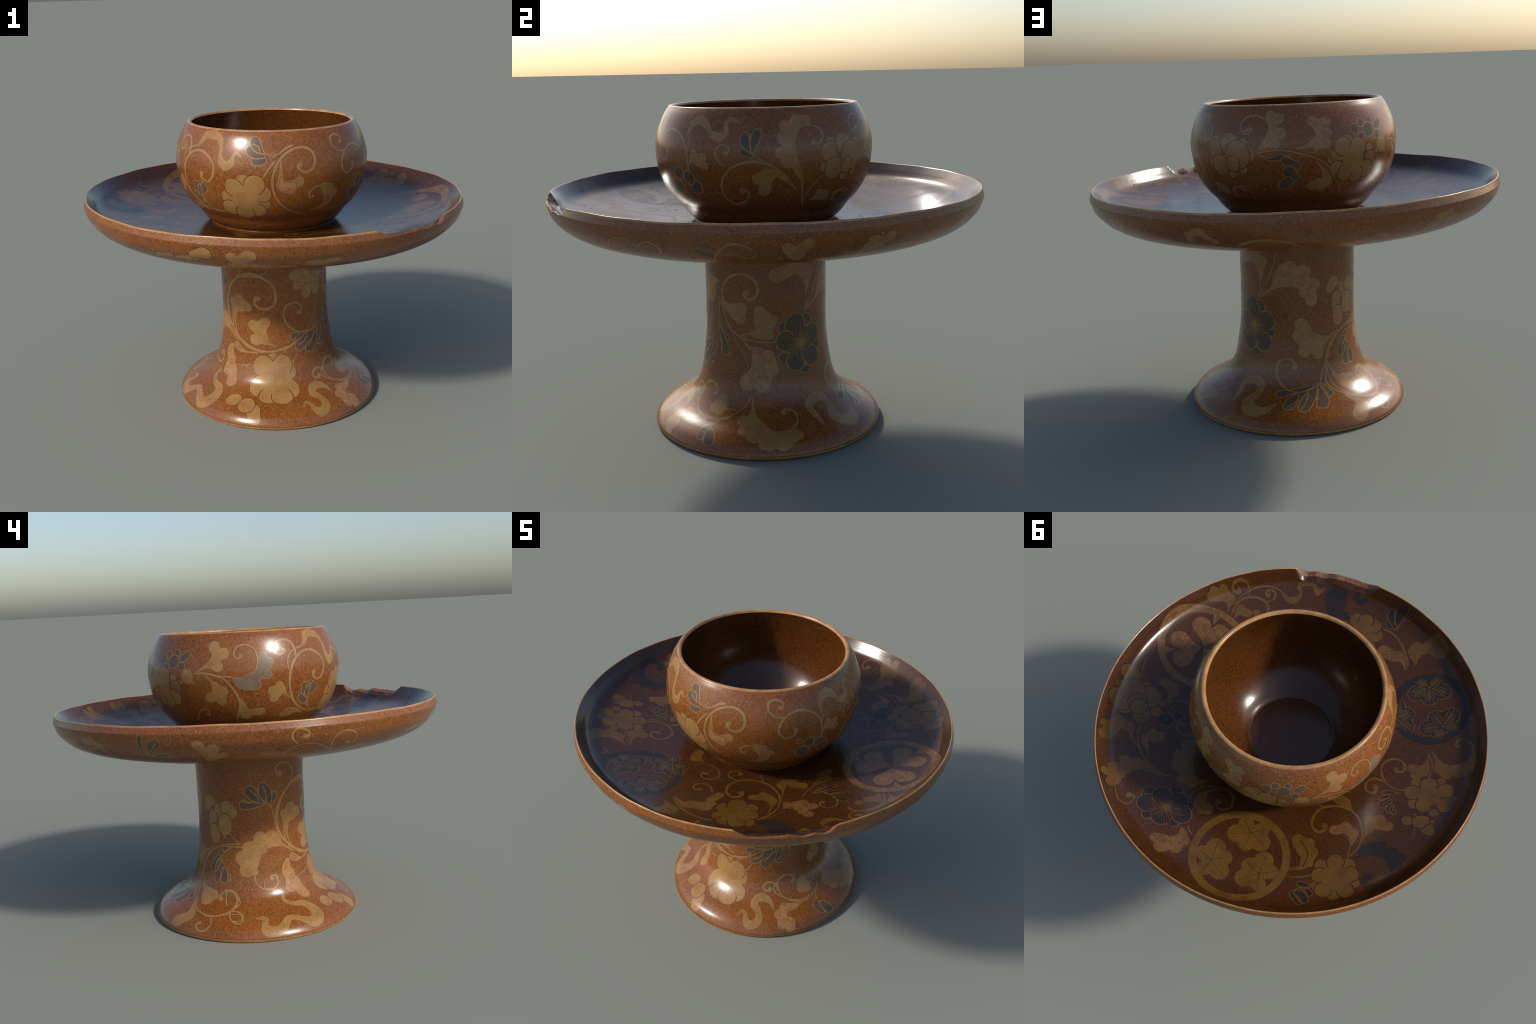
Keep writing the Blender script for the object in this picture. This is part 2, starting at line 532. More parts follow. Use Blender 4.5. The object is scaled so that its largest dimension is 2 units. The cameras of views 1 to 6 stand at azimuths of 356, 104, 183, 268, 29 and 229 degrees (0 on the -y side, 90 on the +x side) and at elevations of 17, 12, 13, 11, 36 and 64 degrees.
def parent_of(chart, s):
    if chart == "stem":
        return BODY["column"] if s > FOOT_ARC else BODY["foot"]
    return BODY[PARENT[chart]]


_c = CHARTS["stem"]
FOOT_ARC = float(np.interp(FOOT_TOP, _c.c[:, 1], _c.s))


def motif(chart, name, style, *strokes, veins=(), layered=False, **kw):
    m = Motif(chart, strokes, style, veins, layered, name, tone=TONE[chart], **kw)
    return m.build(parent_of(chart, m.o[1]))


def vine(chart, name, pts, w0=4.5, w1=6.5, knob=0.0, style="gold", lift=.0010):
    """A painted stem or tendril: a strip of tapering width along a curve, ending in an optional knob."""
    ch, flat = CHARTS[chart], chart == "dish"
    p = np.array(pts, float)
    k = (lambda s: 1.0) if flat else (lambda s: np.radians(1) * ch.radius(s))
    kk = 1.0 if flat else float(np.radians(1) * ch.radius(p[:, 1].mean()))
    q = smooth_curve(p * [kk, 1], 10) if len(p) > 2 else np.linspace(p[0] * [kk, 1], p[1] * [kk, 1], 12)
    q = q / [kk, 1]
    seg = np.diff(q, axis=0) * np.stack([np.full(len(q) - 1, 1.0) if flat else k(q[:-1, 1]), np.ones(len(q) - 1)], 1)
    L = np.concatenate([[0], np.cumsum(np.hypot(*seg.T))])
    n = max(8, int(L[-1] / .007))
    s = np.linspace(0, L[-1], n)
    q = np.stack([np.interp(s, L, q[:, 0]), np.interp(s, L, q[:, 1])], 1)
    kx = np.ones(n) if flat else k(q[:, 1])
    if flat:
        r = np.hypot(q[:, 0], q[:, 1])
        q *= np.minimum(1, np.where(in_chip(q[:, 0], q[:, 1]), .915, .968) / r)[:, None]
    t = np.gradient(q, axis=0) * np.stack([kx, np.ones(n)], 1)
    t /= np.linalg.norm(t, axis=1)[:, None] + 1e-12
    nrm = np.stack([-t[:, 1] / kx, t[:, 0]], 1)
    u = s / L[-1]
    w = (w0 + (w1 - w0) * u) * .00102
    w = w * np.clip(.35 + s / .02, 0, 1) 
    if knob:
        w = np.maximum(w, knob * .001 * np.sqrt(np.clip(1 - ((s - L[-1] + knob * .001) / (knob * .00115)) ** 2, 0, 1)))
    else:
        w = w * np.clip(.35 + (L[-1] - s) / .02, 0, 1)
    prof = [(-1, HALO, -.0004), (-1, 0, lift * .55), (-.55, 0, lift), (.0, 0, lift * 1.15), (.55, 0, lift), (1, 0, lift * .55), (1, -HALO, -.0004)]
    verts, tops = [], []
    for a, halo, h in prof:
        off = a * w - halo
        verts.append(ch.place(q[:, 0] + nrm[:, 0] * off, q[:, 1] + nrm[:, 1] * off, h))
        tops.append(ch.place(q[:, 0] + nrm[:, 0] * off, q[:, 1] + nrm[:, 1] * off, h + .01))
    m = len(prof)
    v = np.stack(verts, 1).reshape(-1, 3)
    up = np.stack(tops, 1).reshape(-1, 3) - v
    up /= np.linalg.norm(up, axis=1)[:, None]
    i, j = np.meshgrid(np.arange(n - 1), np.arange(m - 1), indexing="ij")
    f = np.stack([i * m + j, i * m + j + 1, (i + 1) * m + j + 1, (i + 1) * m + j], -1).reshape(-1, 4)[:, ::-1]
    slots = np.where((j == 0) | (j == m - 2), 0, 1).reshape(-1)
    cap = [list(range(m))[::1], [(n - 1) * m + q2 for q2 in range(m)][::-1]]
    faces = f.tolist() + cap
    tone = TONE[chart]
    mats = [x + tone if x + tone in MAT else x for x in ("line", {"gold": "gold", "ash": "ash", "shadow": "shadow"}[style])]
    return add_object(name, v, faces, mats, slots.tolist() + [1, 1], parent_of(chart, float(q[:, 1].mean())), normals=up)


def stamens(chart, centre, reach):
    """A burst of fine gold filaments with anthers over the heart of a blossom."""
    rays = []
    ch = CHARTS[chart]
    k = 1.0 if chart == "dish" else math.radians(1) * float(ch.radius(centre[1]))
    rng = np.random.default_rng(5)
    for i in range(30):
        a = 2 * math.pi * (i + rng.uniform(-.3, .3)) / 30
        r = reach * (1.0 if i % 2 else .72) * rng.uniform(.8, 1.05) * (1 + .12 * math.cos(5 * a))
        tip = (centre[0] + r * math.cos(a) / k, centre[1] + r * math.sin(a))
        mid = (centre[0] + .05 * r * math.cos(a) / k, centre[1] + .05 * r * math.sin(a))
        rays.append([(*mid, 1.5), (*tip, 1.1)])
        rays.append([(*tip, 2.6)])
    rays.append([(*centre,   .09 * reach * 1000)])
    m = Motif(chart, rays, "gold", name="stamen", fillet=.0005, cell=.0030, tone=TONE[chart], lift=.0020, height=.0008)
    o = m.build(parent_of(chart, centre[1]))
    o["kind"] = "stuff"
    return o


def polar(centre, r, angle):
    return centre[0] + r * math.cos(angle), centre[1] + r * math.sin(angle)


def crest_ring(centre, R, half, style, **kw):
    pts = [(*polar(centre, R, a), half * 1000) for a in np.linspace(0, 2 * math.pi, 61)]
    return motif("dish", "crest_ring", style, pts, height=.0013, **kw)


def crest_leaf(base, centre, R, style, scallop, ribs):
    """Five-lobed leaf whose middle lobe points to the centre of its crest."""
    axis = math.atan2(centre[1] - base[1], centre[0] - base[0])
    strokes, veins = [], []
    for turn, reach, size in ((2.25, .25, .178), (-2.25, .25, .178), (1.12, .325, .222), (-1.12, .325, .222), (0.0, .27, .20)) if not ribs else ((2.25, .23, .165), (-2.25, .23, .165), (1.12, .31, .205), (-1.12, .31, .205), (0.0, .265, .19)):
        a = axis + turn
        tip = polar(base, reach * R, a)
        strokes.append([(*polar(base, .04 * R, a), .035 * R * 1000), (*polar(base, .6 * reach * R, a), .8 * size * R * 1000), (*tip, size * R * 1000)])
        end = polar(base, (reach + .7 * size) * R, a)
        veins.append([base, end])
        if ribs:
            for t in (.22, .42, .62, .82):
                p = polar(base, t * reach * R * 1.2, a)
                for side in (-1, 1):
                    veins.append([p, polar(p, size * R * (.95 - .25 * t), a + side * .75)])
    return motif("dish", "crest_leaf", style, *strokes, veins=veins, fillet=.007, scallop=scallop, outline=.0048, cell=.0042, line=.0016 if ribs else .0008)


def grape_crest(centre, edge, *bases):
    R = math.dist(centre, edge)
    crest_ring(centre, R, .0195, "gold")
    for b in bases:
        crest_leaf(b, centre, R * .96, "gold", .0016, False)


def paulownia_leaf(base, centre):
    crest_leaf(base, centre, .232, "silver", .0016, True)


def paulownia_crest(centre, edge, *bases):
    R = math.dist(centre, edge)
    crest_ring(centre, R, .0200, "shadow")
    for b in bases:
        paulownia_leaf(b, centre)


def hollyhock_crest(centre, edge, notch):
    """Ring of crinkled foil round three heart-shaped leaves that meet at their tips."""
    R = math.dist(centre, edge)
    crest_ring(centre, R, .0200, "copper", outline=.003)
    first = math.atan2(notch[1] - centre[1], notch[0] - centre[0])
    for k in range(3):
        a = first + k * 2 * math.pi / 3
        heart, veins = [], []
        tip = polar(centre, .05 * R, a)
        root = polar(centre, .60 * R, a)
        for side in (-1, 1):
            lobe = polar(centre, .57 * R, a + side * .43)
            heart.append([(*tip, .012 * R * 1000), (*polar(centre, .35 * R, a + side * .27), .15 * R * 1000), (*lobe, .235 * R * 1000)])
            for turn in (.5, 1.0, 1.5, 2.0, 2.5):
                veins.append([polar(root, .04, a + side * turn), polar(root, .23 * R, a + side * turn)])
        motif("dish", "crest_leaf", "copper", *heart, veins=veins, fillet=.004, outline=.0035, line=.0012)
        motif("dish", "crest_stalk", "copper", [(*polar(centre, .66 * R, a), 3), (*polar(centre, .80 * R, a), 10), (*polar(centre, .93 * R, a), 22)], outline=.003)

# ------------------------------------------------------------------ placing the ornament (azimuth, length along profile, radius in mm; x, y on the dish)

# bowl: amber ground with scrolling vine
motif("bowl", "flower", "silver", [(126.1, 0.484, 24.5)], [(130.8, 0.508, 22.1)], [(137.4, 0.513, 20.8)], [(142.3, 0.484, 20.6), (145.1, 0.504, 20.6)], [(141.6, 0.448, 22.8)], [(129.5, 0.448, 18.8)], [(135.2, 0.473, 34)], layered=True, outline=0.004, fillet=0.001)
motif("bowl", "bud", "gold", [(145.3, 0.399, 35.7)], [(141.9, 0.408, 9.2)], [(147.2, 0.429, 8.1)], [(148.8, 0.37, 9.1)], [(140.7, 0.372, 8.2)])
motif("bowl", "leaf", "gold", [(150.3, 0.414, 3.5), (155.9, 0.439, 7), (161.1, 0.462, 19.1), (163.5, 0.506, 22.6), (161.9, 0.54, 29.2)], [(163.9, 0.49, 24.1), (167.5, 0.504, 29.1)], [(161.1, 0.454, 20.1), (164.2, 0.443, 26)])
vine("bowl", "vine", [(150.6, 0.412), (155.8, 0.414), (161.5, 0.404), (166.9, 0.387), (170.9, 0.349), (174.3, 0.298), (175.3, 0.251), (172.4, 0.159)], 4.7, 6.1)
vine("bowl", "vine", [(166.4, 0.397), (170.2, 0.393), (174.1, 0.383)], 4.2, 3.3)
motif("bowl", "leaf", "gold", [(157.2, 0.404, 3), (160.6, 0.368, 6), (162.5, 0.347, 21.1), (163.7, 0.306, 30.2)], [(162.6, 0.306, 25.2), (158, 0.293, 25.3)], [(163.8, 0.317, 27.7), (166.5, 0.326, 24.1)], [(164.1, 0.296, 25.2), (165, 0.278, 25.2)])
vine("bowl", "tendril", [(144.8, 0.164), (148.3, 0.211), (152.4, 0.235), (155.5, 0.228), (155.2, 0.206), (153.1, 0.196)], 5.3, 6.3, 11.7)
motif("bowl", "leaf", "ash", [(172.9, 0.378, 8), (177.1, 0.36, 27.5), (181.9, 0.353, 29), (185.1, 0.349, 24)], [(179.3, 0.378, 19.9), (185.9, 0.395, 27.4), (189.2, 0.429, 36), (189.5, 0.484, 21)], [(189.4, 0.437, 30), (192.7, 0.454, 22.5)], [(188.1, 0.401, 27.5), (191.1, 0.397, 25)], outline=0.003)
vine("bowl", "tendril", [(-177.9, 0.391), (-174.5, 0.431), (-173.8, 0.482), (-175.2, 0.52), (-179.5, 0.542), (-184.7, 0.533), (-186.6, 0.502), (-185.2, 0.477), (-182.8, 0.484), (-182.9, 0.497)], 2.8, 6.1, 11.2)
vine("bowl", "vine", [(-121.6, 0.198), (-135, 0.183), (-145.9, 0.211), (-152.9, 0.267), (-155.5, 0.338), (-155.2, 0.395), (-152.3, 0.45), (-146.7, 0.488), (-139.4, 0.497), (-132.7, 0.469), (-129.6, 0.426), (-130.7, 0.378), (-134.6, 0.351), (-139.1, 0.368), (-138.4, 0.397)], 6.5, 7.5, 12.1)
vine("bowl", "tendril", [(-151.2, 0.462), (-150.5, 0.506), (-152.6, 0.546), (-157.5, 0.559), (-162.3, 0.547), (-164.9, 0.52), (-163.8, 0.495), (-160.8, 0.484), (-157.5, 0.497), (-158.2, 0.513)], 6.2, 6.2, 11.4)
vine("bowl", "vine", [(-155.9, 0.401), (-156.5, 0.448), (-154.1, 0.488), (-149.9, 0.508), (-143.8, 0.515)], 3.3, 2.8)
motif("bowl", "leaf", "gold", [(-154.7, 0.271, 3.6), (-157.8, 0.296, 6.1), (-160.3, 0.321, 18.2), (-161.8, 0.336, 23.2)], [(-161.8, 0.319, 24.2), (-165.9, 0.315, 22.6)], [(-162.4, 0.309, 24.2), (-164.8, 0.276, 22.7)])
motif("bowl", "leaf", "silver", [(-138.1, 0.211, 3.7), (-143.4, 0.254, 18.6), (-142.5, 0.321, 23.7)], [(-144.4, 0.249, 20.7), (-147.4, 0.269, 19.5)], [(-142.7, 0.293, 25.8), (-138.7, 0.328, 17.6)], layered=True, outline=0.0045, veins=[[(-140.9, 0.223), (-141.2, 0.267), (-137.9, 0.304)], [(-144.1, 0.274), (-145.7, 0.311)]])
motif("bowl", "leaf", "gold", [(-142, 0.176, 4.7), (-149.1, 0.196, 15.5), (-154.5, 0.201, 19.5)], [(-152.5, 0.185, 20.7), (-157.2, 0.176, 18.5)])
motif("bowl", "leaf", "gold", [(175.4, 0.283, 4.5), (176.8, 0.24, 19.2), (178.3, 0.19, 28.5)], [(178.4, 0.198, 25.4), (183.3, 0.206, 21.3), (187.7, 0.206, 23.4)])
motif("bowl", "flower", "gold", [(-111.8, 0.37, 34.9)], [(-121.7, 0.28, 41.6)], [(-100.6, 0.251, 37.6)], [(-121.9, 0.216, 48.2)], [(-104.5, 0.208, 44.1)], [(-112.9, 0.188, 50.5)], [(-117.8, 0.336, 46.1)], [(-100.9, 0.304, 43.4)], [(-105.3, 0.351, 50.5)], [(-110.9, 0.28, 67.1)], layered=True, core=True, fillet=0.002)
vine("bowl", "vine", [(-100.6, 0.383), (-96.8, 0.435), (-93.1, 0.471)], 4.7, 5.8)
motif("bowl", "leaf", "gold", [(-150.1, 0.508, 4.2), (-143.5, 0.527, 6.5), (-140.9, 0.556, 15.2), (-138, 0.579, 19.9), (-132.6, 0.582, 22), (-127.8, 0.566, 17.3), (-125.7, 0.527, 10.3), (-125.6, 0.484, 10.3), (-124.3, 0.452, 18.3), (-121.9, 0.439, 22.8), (-118.8, 0.45, 18.2), (-117.4, 0.484, 8), (-115.9, 0.502, 8), (-112.8, 0.486, 4.5)], [(-139.2, 0.582, 17.6)], [(-132.2, 0.594, 13.9)], [(-122.5, 0.431, 17.1)], [(-126, 0.462, 9.2)])
motif("bowl", "flower", "silver", [(-98.3, 0.471, 5.6), (-102.2, 0.471, 27), (-104.1, 0.467, 23.7)], [(-99.2, 0.486, 5.6), (-105.5, 0.513, 32.8), (-107.3, 0.518, 24.9)], [(-99.8, 0.504, 5.6), (-103, 0.529, 21.5), (-105, 0.559, 28.3)], [(-96.1, 0.48, 6.8), (-94.5, 0.495, 12.4)], layered=True, outline=0.0045, veins=[[(-101.7, 0.508), (-103, 0.535), (-105.7, 0.546)]])
vine("bowl", "vine", [(-99.8, 0.508), (-96.1, 0.493), (-91.1, 0.502), (-87.1, 0.527), (-82.4, 0.54)], 4.2, 6.3)
motif("bowl", "bud", "silver", [(-145.1, 0.238, 4.2), (-144.8, 0.302, 22.6), (-145.6, 0.328, 19)], [(-142.2, 0.263, 5.3), (-141.1, 0.313, 22.4), (-140.6, 0.328, 22.4)], [(-141.2, 0.269, 5.3), (-138.2, 0.315, 24.7)], layered=True, outline=0.004)
vine("bowl", "vine", [(-129.2, 0.185), (-136.9, 0.198), (-143.1, 0.24)], 3.9, 2.8)
vine("bowl", "vine", [(-74.3, 0.168), (-84.9, 0.208), (-91.4, 0.258), (-94.4, 0.309), (-95.3, 0.366), (-93.7, 0.429), (-89.8, 0.484), (-83.8, 0.518), (-77.1, 0.527), (-72, 0.504), (-70.8, 0.46), (-73.1, 0.42), (-77.7, 0.41), (-80.7, 0.433), (-78.7, 0.452)], 4.9, 7.7, 14.2)
motif("bowl", "leaf", "gold", [(-90.6, 0.467, 3.9), (-90.4, 0.429, 6.2), (-90.6, 0.387, 13.5), (-90.1, 0.341, 23.8)], [(-90.2, 0.353, 23.8), (-84.6, 0.349, 20.4), (-80.1, 0.366, 23.8)], [(-88.9, 0.341, 27.2), (-84.5, 0.326, 27.3)])
motif("bowl", "leaf", "copper", [(-90.2, 0.387, 5.1), (-89.8, 0.341, 19.3)], [(-88.9, 0.341, 20.4), (-84, 0.345, 18.2)], [(-88.3, 0.341, 20.4), (-84.5, 0.328, 21.6)], height=0.0042, outline=0.003)
vine("bowl", "vine", [(-26.6, 0.319), (-26.9, 0.406), (-28.9, 0.46), (-34.3, 0.499), (-41.1, 0.513), (-47.3, 0.495), (-51.4, 0.458), (-52.4, 0.418), (-49.1, 0.378), (-45, 0.383), (-42.4, 0.412), (-44.1, 0.426)], 6.1, 7.2, 13.3)
vine("bowl", "tendril", [(-48, 0.488), (-53.8, 0.493), (-57.8, 0.527), (-57.3, 0.564), (-53.3, 0.574), (-49.3, 0.554), (-50.3, 0.535), (-51.9, 0.544)], 4.8, 7.0, 12.8)
vine("bowl", "tendril", [(-63.4, 0.287), (-64.9, 0.324), (-69, 0.334), (-73.6, 0.309), (-73.3, 0.278), (-70.3, 0.285)], 4.9, 6.0, 11.0)
motif("bowl", "leaf", "gold", [(-71, 0.198, 3.6), (-64.4, 0.211, 10.7), (-60.1, 0.249, 26.6), (-62.7, 0.313, 26.3), (-64.9, 0.332, 18.6)], [(-60.7, 0.321, 21)], [(-56.8, 0.287, 20)])
motif("bowl", "leaf", "copper", [(-25.9, 0.362, 3), (-23.5, 0.401, 15.3), (-22.4, 0.42, 16.5)], [(-21.8, 0.395, 18.9), (-16.5, 0.404, 16.7)], [(-20.8, 0.385, 19), (-15.9, 0.366, 16.8)])
motif("bowl", "flower", "silver", [(-40.2, 0.341, 17)], [(-23.8, 0.269, 37.6)], [(-37.6, 0.265, 39.7)], [(-34.2, 0.326, 32.5)], [(-27.3, 0.311, 33.3)], layered=True)
motif("bowl", "leaf", "gold", [(-26.4, 0.416, 2.8), (-26.1, 0.467, 5), (-26.8, 0.511, 9.9), (-25, 0.544, 17.7), (-21.2, 0.558, 22), (-16.7, 0.54, 17.4), (-13.9, 0.511, 10.8), (-10.8, 0.493, 17.3), (-7.5, 0.488, 19.3), (-4.9, 0.506, 12.9), (-5.4, 0.542, 8.6), (-3.4, 0.564, 9.7), (-0.7, 0.558, 9.1), (1.9, 0.547, 4.8), (4.3, 0.577, 2.7)], [(-20.6, 0.563, 19.8)], [(-8.2, 0.48, 15.1)])
vine("bowl", "tendril", [(-4.3, 0.368), (-7.9, 0.383), (-10, 0.412), (-9.1, 0.443), (-5.4, 0.456), (-3, 0.437), (-4.1, 0.42), (-5.9, 0.426)], 4.0, 5.5, 12.0)
motif("bowl", "leaf", "silver", [(7.9, 0.41, 7.4), (4.2, 0.426, 20.2)], [(7.9, 0.422, 4.8), (4.8, 0.471, 23.4), (4.7, 0.49, 19.2)], [(8.3, 0.422, 4.8), (9.4, 0.471, 20.2), (10.7, 0.502, 21.3)], layered=True, outline=0.0045)
vine("bowl", "vine", [(9.1, 0.418), (11, 0.399), (14.1, 0.389)], 3.0, 3.5)
vine("bowl", "vine", [(30.1, 0.254), (23.6, 0.326), (16.6, 0.37), (8.1, 0.387), (0.5, 0.372), (-5.3, 0.336), (-8.1, 0.283), (-6.8, 0.223), (-2.2, 0.19), (3.7, 0.211), (5.9, 0.244), (3.8, 0.265), (1.4, 0.249)], 5.6, 7.1, 14.2)
motif("bowl", "leaf", "gold", [(30, 0.26, 3.8), (24.3, 0.306, 8.6), (20.1, 0.332, 14.9), (14.9, 0.334, 24)], [(14.8, 0.319, 32), (10.7, 0.311, 25.7)], [(14.2, 0.289, 26.8), (13.5, 0.26, 25.8)])
motif("bowl", "leaf", "gold", [(33.1, 0.251, 3.8), (32.8, 0.291, 7.6), (29.5, 0.357, 17.1), (26.2, 0.408, 29.3), (25.6, 0.467, 30.9), (28.5, 0.522, 29.5), (30.9, 0.554, 26.9)], [(24.3, 0.48, 36.2)], [(24.1, 0.529, 25.7)], [(21.6, 0.42, 24.5)], [(25, 0.385, 30.9)], [(35.9, 0.551, 25.9)], [(33, 0.549, 24.3)])
vine("bowl", "tendril", [(31.5, 0.52), (36.9, 0.529), (42.2, 0.515), (43.8, 0.484), (41.5, 0.454), (38, 0.454), (38.3, 0.467)], 3.5, 5.0, 11.0)
vine("bowl", "vine", [(35.6, 0.164), (33.8, 0.221), (33, 0.258)], 5.7, 4.6)
vine("bowl", "vine", [(43.2, 0.317), (38.5, 0.271), (35.4, 0.226), (36, 0.161)], 3.6, 4.1)
motif("bowl", "leaf", "gold", [(38.5, 0.198, 3.8), (41.9, 0.208, 9.9), (44, 0.231, 19.8)], [(43.7, 0.218, 20.9), (48.1, 0.228, 17.7)])
vine("bowl", "tendril", [(54.6, 0.193), (54.1, 0.221), (57.5, 0.235), (63.4, 0.216)], 3.7, 5.2, 7.3)
vine("bowl", "tendril", [(76, 0.433), (80.4, 0.482), (78, 0.538), (70.8, 0.563), (64.4, 0.542), (63.4, 0.504), (66.5, 0.493), (68.6, 0.508)], 3.2, 4.8, 9.7)
motif("bowl", "flower", "gold", [(47.5, 0.448, 29)], [(44.1, 0.349, 22.5)], [(64.7, 0.324, 24.1)], [(57.8, 0.304, 24.3)], [(47.2, 0.414, 43.6)], [(65.3, 0.435, 29.9)], [(50.1, 0.341, 49.1)], [(67.7, 0.393, 41.3)], [(56.6, 0.441, 48.4)], [(61.9, 0.389, 65.6)], [(58.9, 0.349, 37.4)], layered=True, fillet=0.002)
motif("bowl", "leaf", "gold", [(72.3, 0.406, 3.6), (75.5, 0.42, 10.2), (79.5, 0.448, 23.3), (82, 0.502, 24.4), (79.9, 0.561, 24.5)], [(81.9, 0.546, 29.5), (84.8, 0.546, 24.4)], [(82.2, 0.482, 29.4), (85.6, 0.482, 25.3)], [(81.1, 0.445, 25.3), (83.2, 0.435, 21.2)])
vine("bowl", "tendril", [(79.4, 0.484), (79.7, 0.518), (76.5, 0.551), (71.2, 0.568), (65.6, 0.553), (63.3, 0.518), (64.9, 0.488), (68.1, 0.482), (69.9, 0.499), (68.9, 0.511)], 2.8, 4.7, 9.5)
vine("bowl", "vine", [(72.2, 0.395), (80, 0.408), (88.2, 0.406), (95.4, 0.391), (102.5, 0.37), (109.4, 0.334), (113.2, 0.28), (117.7, 0.226), (121, 0.171)], 4.8, 2.9)
motif("bowl", "leaf", "silver", [(74.2, 0.391, 3.6), (79.8, 0.37, 8.1), (85.3, 0.378, 16.2), (89.1, 0.368, 16.2)], [(88, 0.36, 20.3), (93.4, 0.338, 22.3)], [(89.4, 0.309, 30.5), (92.1, 0.287, 24.5)], [(88.6, 0.263, 25.6), (85.8, 0.247, 22.6)], layered=True, outline=0.0045)
motif("bowl", "leaf", "gold", [(42.5, 0.244, 9.7), (46.3, 0.218, 22.5), (48.7, 0.206, 19.2)])
vine("bowl", "tendril", [(67.1, 0.161), (66.5, 0.216), (61.7, 0.24), (55.7, 0.223), (53.8, 0.19), (56.6, 0.188)], 3.4, 4.4, 7.9)
motif("bowl", "leaf", "copper", [(104.7, 0.475, 9.1), (104.6, 0.513, 24.4), (102.1, 0.531, 21.4)], [(106.3, 0.506, 29.5), (109.6, 0.524, 24.5)], [(107, 0.477, 24.4), (109.8, 0.475, 21.4)])
motif("bowl", "leaf", "copper", [(92.9, 0.414, 3), (98.3, 0.42, 9.1), (102.7, 0.437, 19.2), (106.2, 0.45, 19.3)], [(104.9, 0.426, 24.3), (109, 0.429, 22.4)], [(103.7, 0.41, 14.2)])
motif("bowl", "flower", "gold", [(120.3, 0.431, 31.6)], [(134.9, 0.391, 23.4)], [(112, 0.355, 23.8)], [(135.9, 0.347, 33.5)], [(115.2, 0.378, 38)], [(133.8, 0.298, 41.9)], [(114.8, 0.315, 33.8)], [(127.4, 0.276, 39.9)], [(119.9, 0.289, 39.5)], [(117.7, 0.41, 42.4)], [(126.9, 0.401, 45.1)], [(124.5, 0.347, 56)], layered=True, core=True, fillet=0.002)
motif("bowl", "leaf", "gold", [(103.7, 0.351, 3.6), (106.6, 0.321, 6.1), (109.3, 0.283, 18.5), (110.3, 0.249, 24.7)], [(109.1, 0.251, 24.7), (104.5, 0.249, 23.6)], [(104.9, 0.242, 21.6), (101.9, 0.238, 24.7)], [(106.9, 0.231, 23.7)])

# column and foot
vine("stem", "vine", [(-74, 0.494), (-79.3, 0.475), (-90.2, 0.453), (-102.9, 0.443), (-117.3, 0.451), (-132.5, 0.485), (-144.8, 0.533), (-154.5, 0.598), (-157.1, 0.678), (-149.1, 0.775), (-136.9, 0.833), (-122.5, 0.863), (-107.4, 0.845), (-97.6, 0.807), (-94.4, 0.749), (-96.6, 0.699), (-104, 0.678), (-111.9, 0.678), (-117.2, 0.704), (-115.6, 0.73), (-110.6, 0.73)], 5.5, 9.1, 14.6)
vine("stem", "vine", [(-140.6, 0.82), (-135.7, 0.857), (-135.2, 0.883)], 4.2, 4.2)
vine("stem", "vine", [(-111, 0.857), (-103.5, 0.878), (-102.2, 0.898)], 4.1, 4.1)
motif("stem", "leaf", "gold", [(-142.7, 0.511, 4), (-146.8, 0.557, 5.3), (-146.4, 0.617, 8.5), (-143.7, 0.665, 22.2), (-138.5, 0.713, 27.2)], [(-143.5, 0.678, 29.4), (-147.3, 0.691, 20.9)], [(-136.3, 0.686, 31.1), (-125.8, 0.678, 25.8)])
motif("stem", "leaf", "gold", [(-95.8, 0.47, 3.9), (-102.8, 0.487, 7.8), (-108.7, 0.509, 27.2), (-112.1, 0.565, 34.9), (-106.7, 0.601, 29.6)], [(-114.6, 0.571, 34.9), (-119.8, 0.58, 29.8)], [(-112.3, 0.513, 31.1), (-117.4, 0.504, 31.2)])
motif("stem", "leaf", "copper", [(-114.8, 0.434, 4.6), (-127.6, 0.429, 5.9), (-133.4, 0.434, 14.5), (-140, 0.451, 22.5)], [(-147.1, 0.436, 16.6), (-149.2, 0.397, 30.8), (-146.9, 0.361, 32.1)], [(-145.4, 0.371, 29.4), (-148.7, 0.302, 29.6)], [(-141.5, 0.326, 26.7), (-140.2, 0.283, 32), (-138.1, 0.247, 27.9)])
vine("stem", "vine", [(-137, 0.349), (-129.3, 0.352), (-121.2, 0.366)], 3.7, 3.7)
motif("stem", "bud", "gold", [(-128.4, 0.149, 38), (-126, 0.155, 39.2)], [(-111.2, 0.108, 38.6), (-109.4, 0.057, 33.3)], [(-116.5, 0.134, 49.2)], layered=True, fillet=0.001)
vine("stem", "tendril", [(-173.6, 0.36), (-173.1, 0.319), (-164.5, 0.311), (-160.3, 0.341), (-162.9, 0.376)], 2.6, 3.2)
vine("stem", "tendril", [(152.9, 0.155), (167.3, 0.168), (168.8, 0.126)], 2.7, 4.1, 6.8)
motif("stem", "flower", "gold", [(-99.3, 0.395, 42.6)], [(-85.6, 0.334, 48.4)], [(-108.6, 0.361, 62.7)], [(-90.3, 0.371, 56.9)], [(-108.5, 0.254, 65.5)], [(-88.1, 0.242, 62.5)], [(-102, 0.203, 48.1)], [(-92.4, 0.199, 48.1)], [(-97.5, 0.301, 87.1)], layered=True, core=True, fillet=0.002)
motif("stem", "flower", "copper", [(-36.9, 0.833, 11.7), (-54.9, 0.826, 33.4), (-69.8, 0.801, 33.1)], [(-53.3, 0.801, 29.6), (-60.5, 0.743, 28.3)], [(-44, 0.794, 24.7), (-46.9, 0.743, 23.4)], [(-62.5, 0.845, 37), (-74.1, 0.851, 29.1)], layered=True)
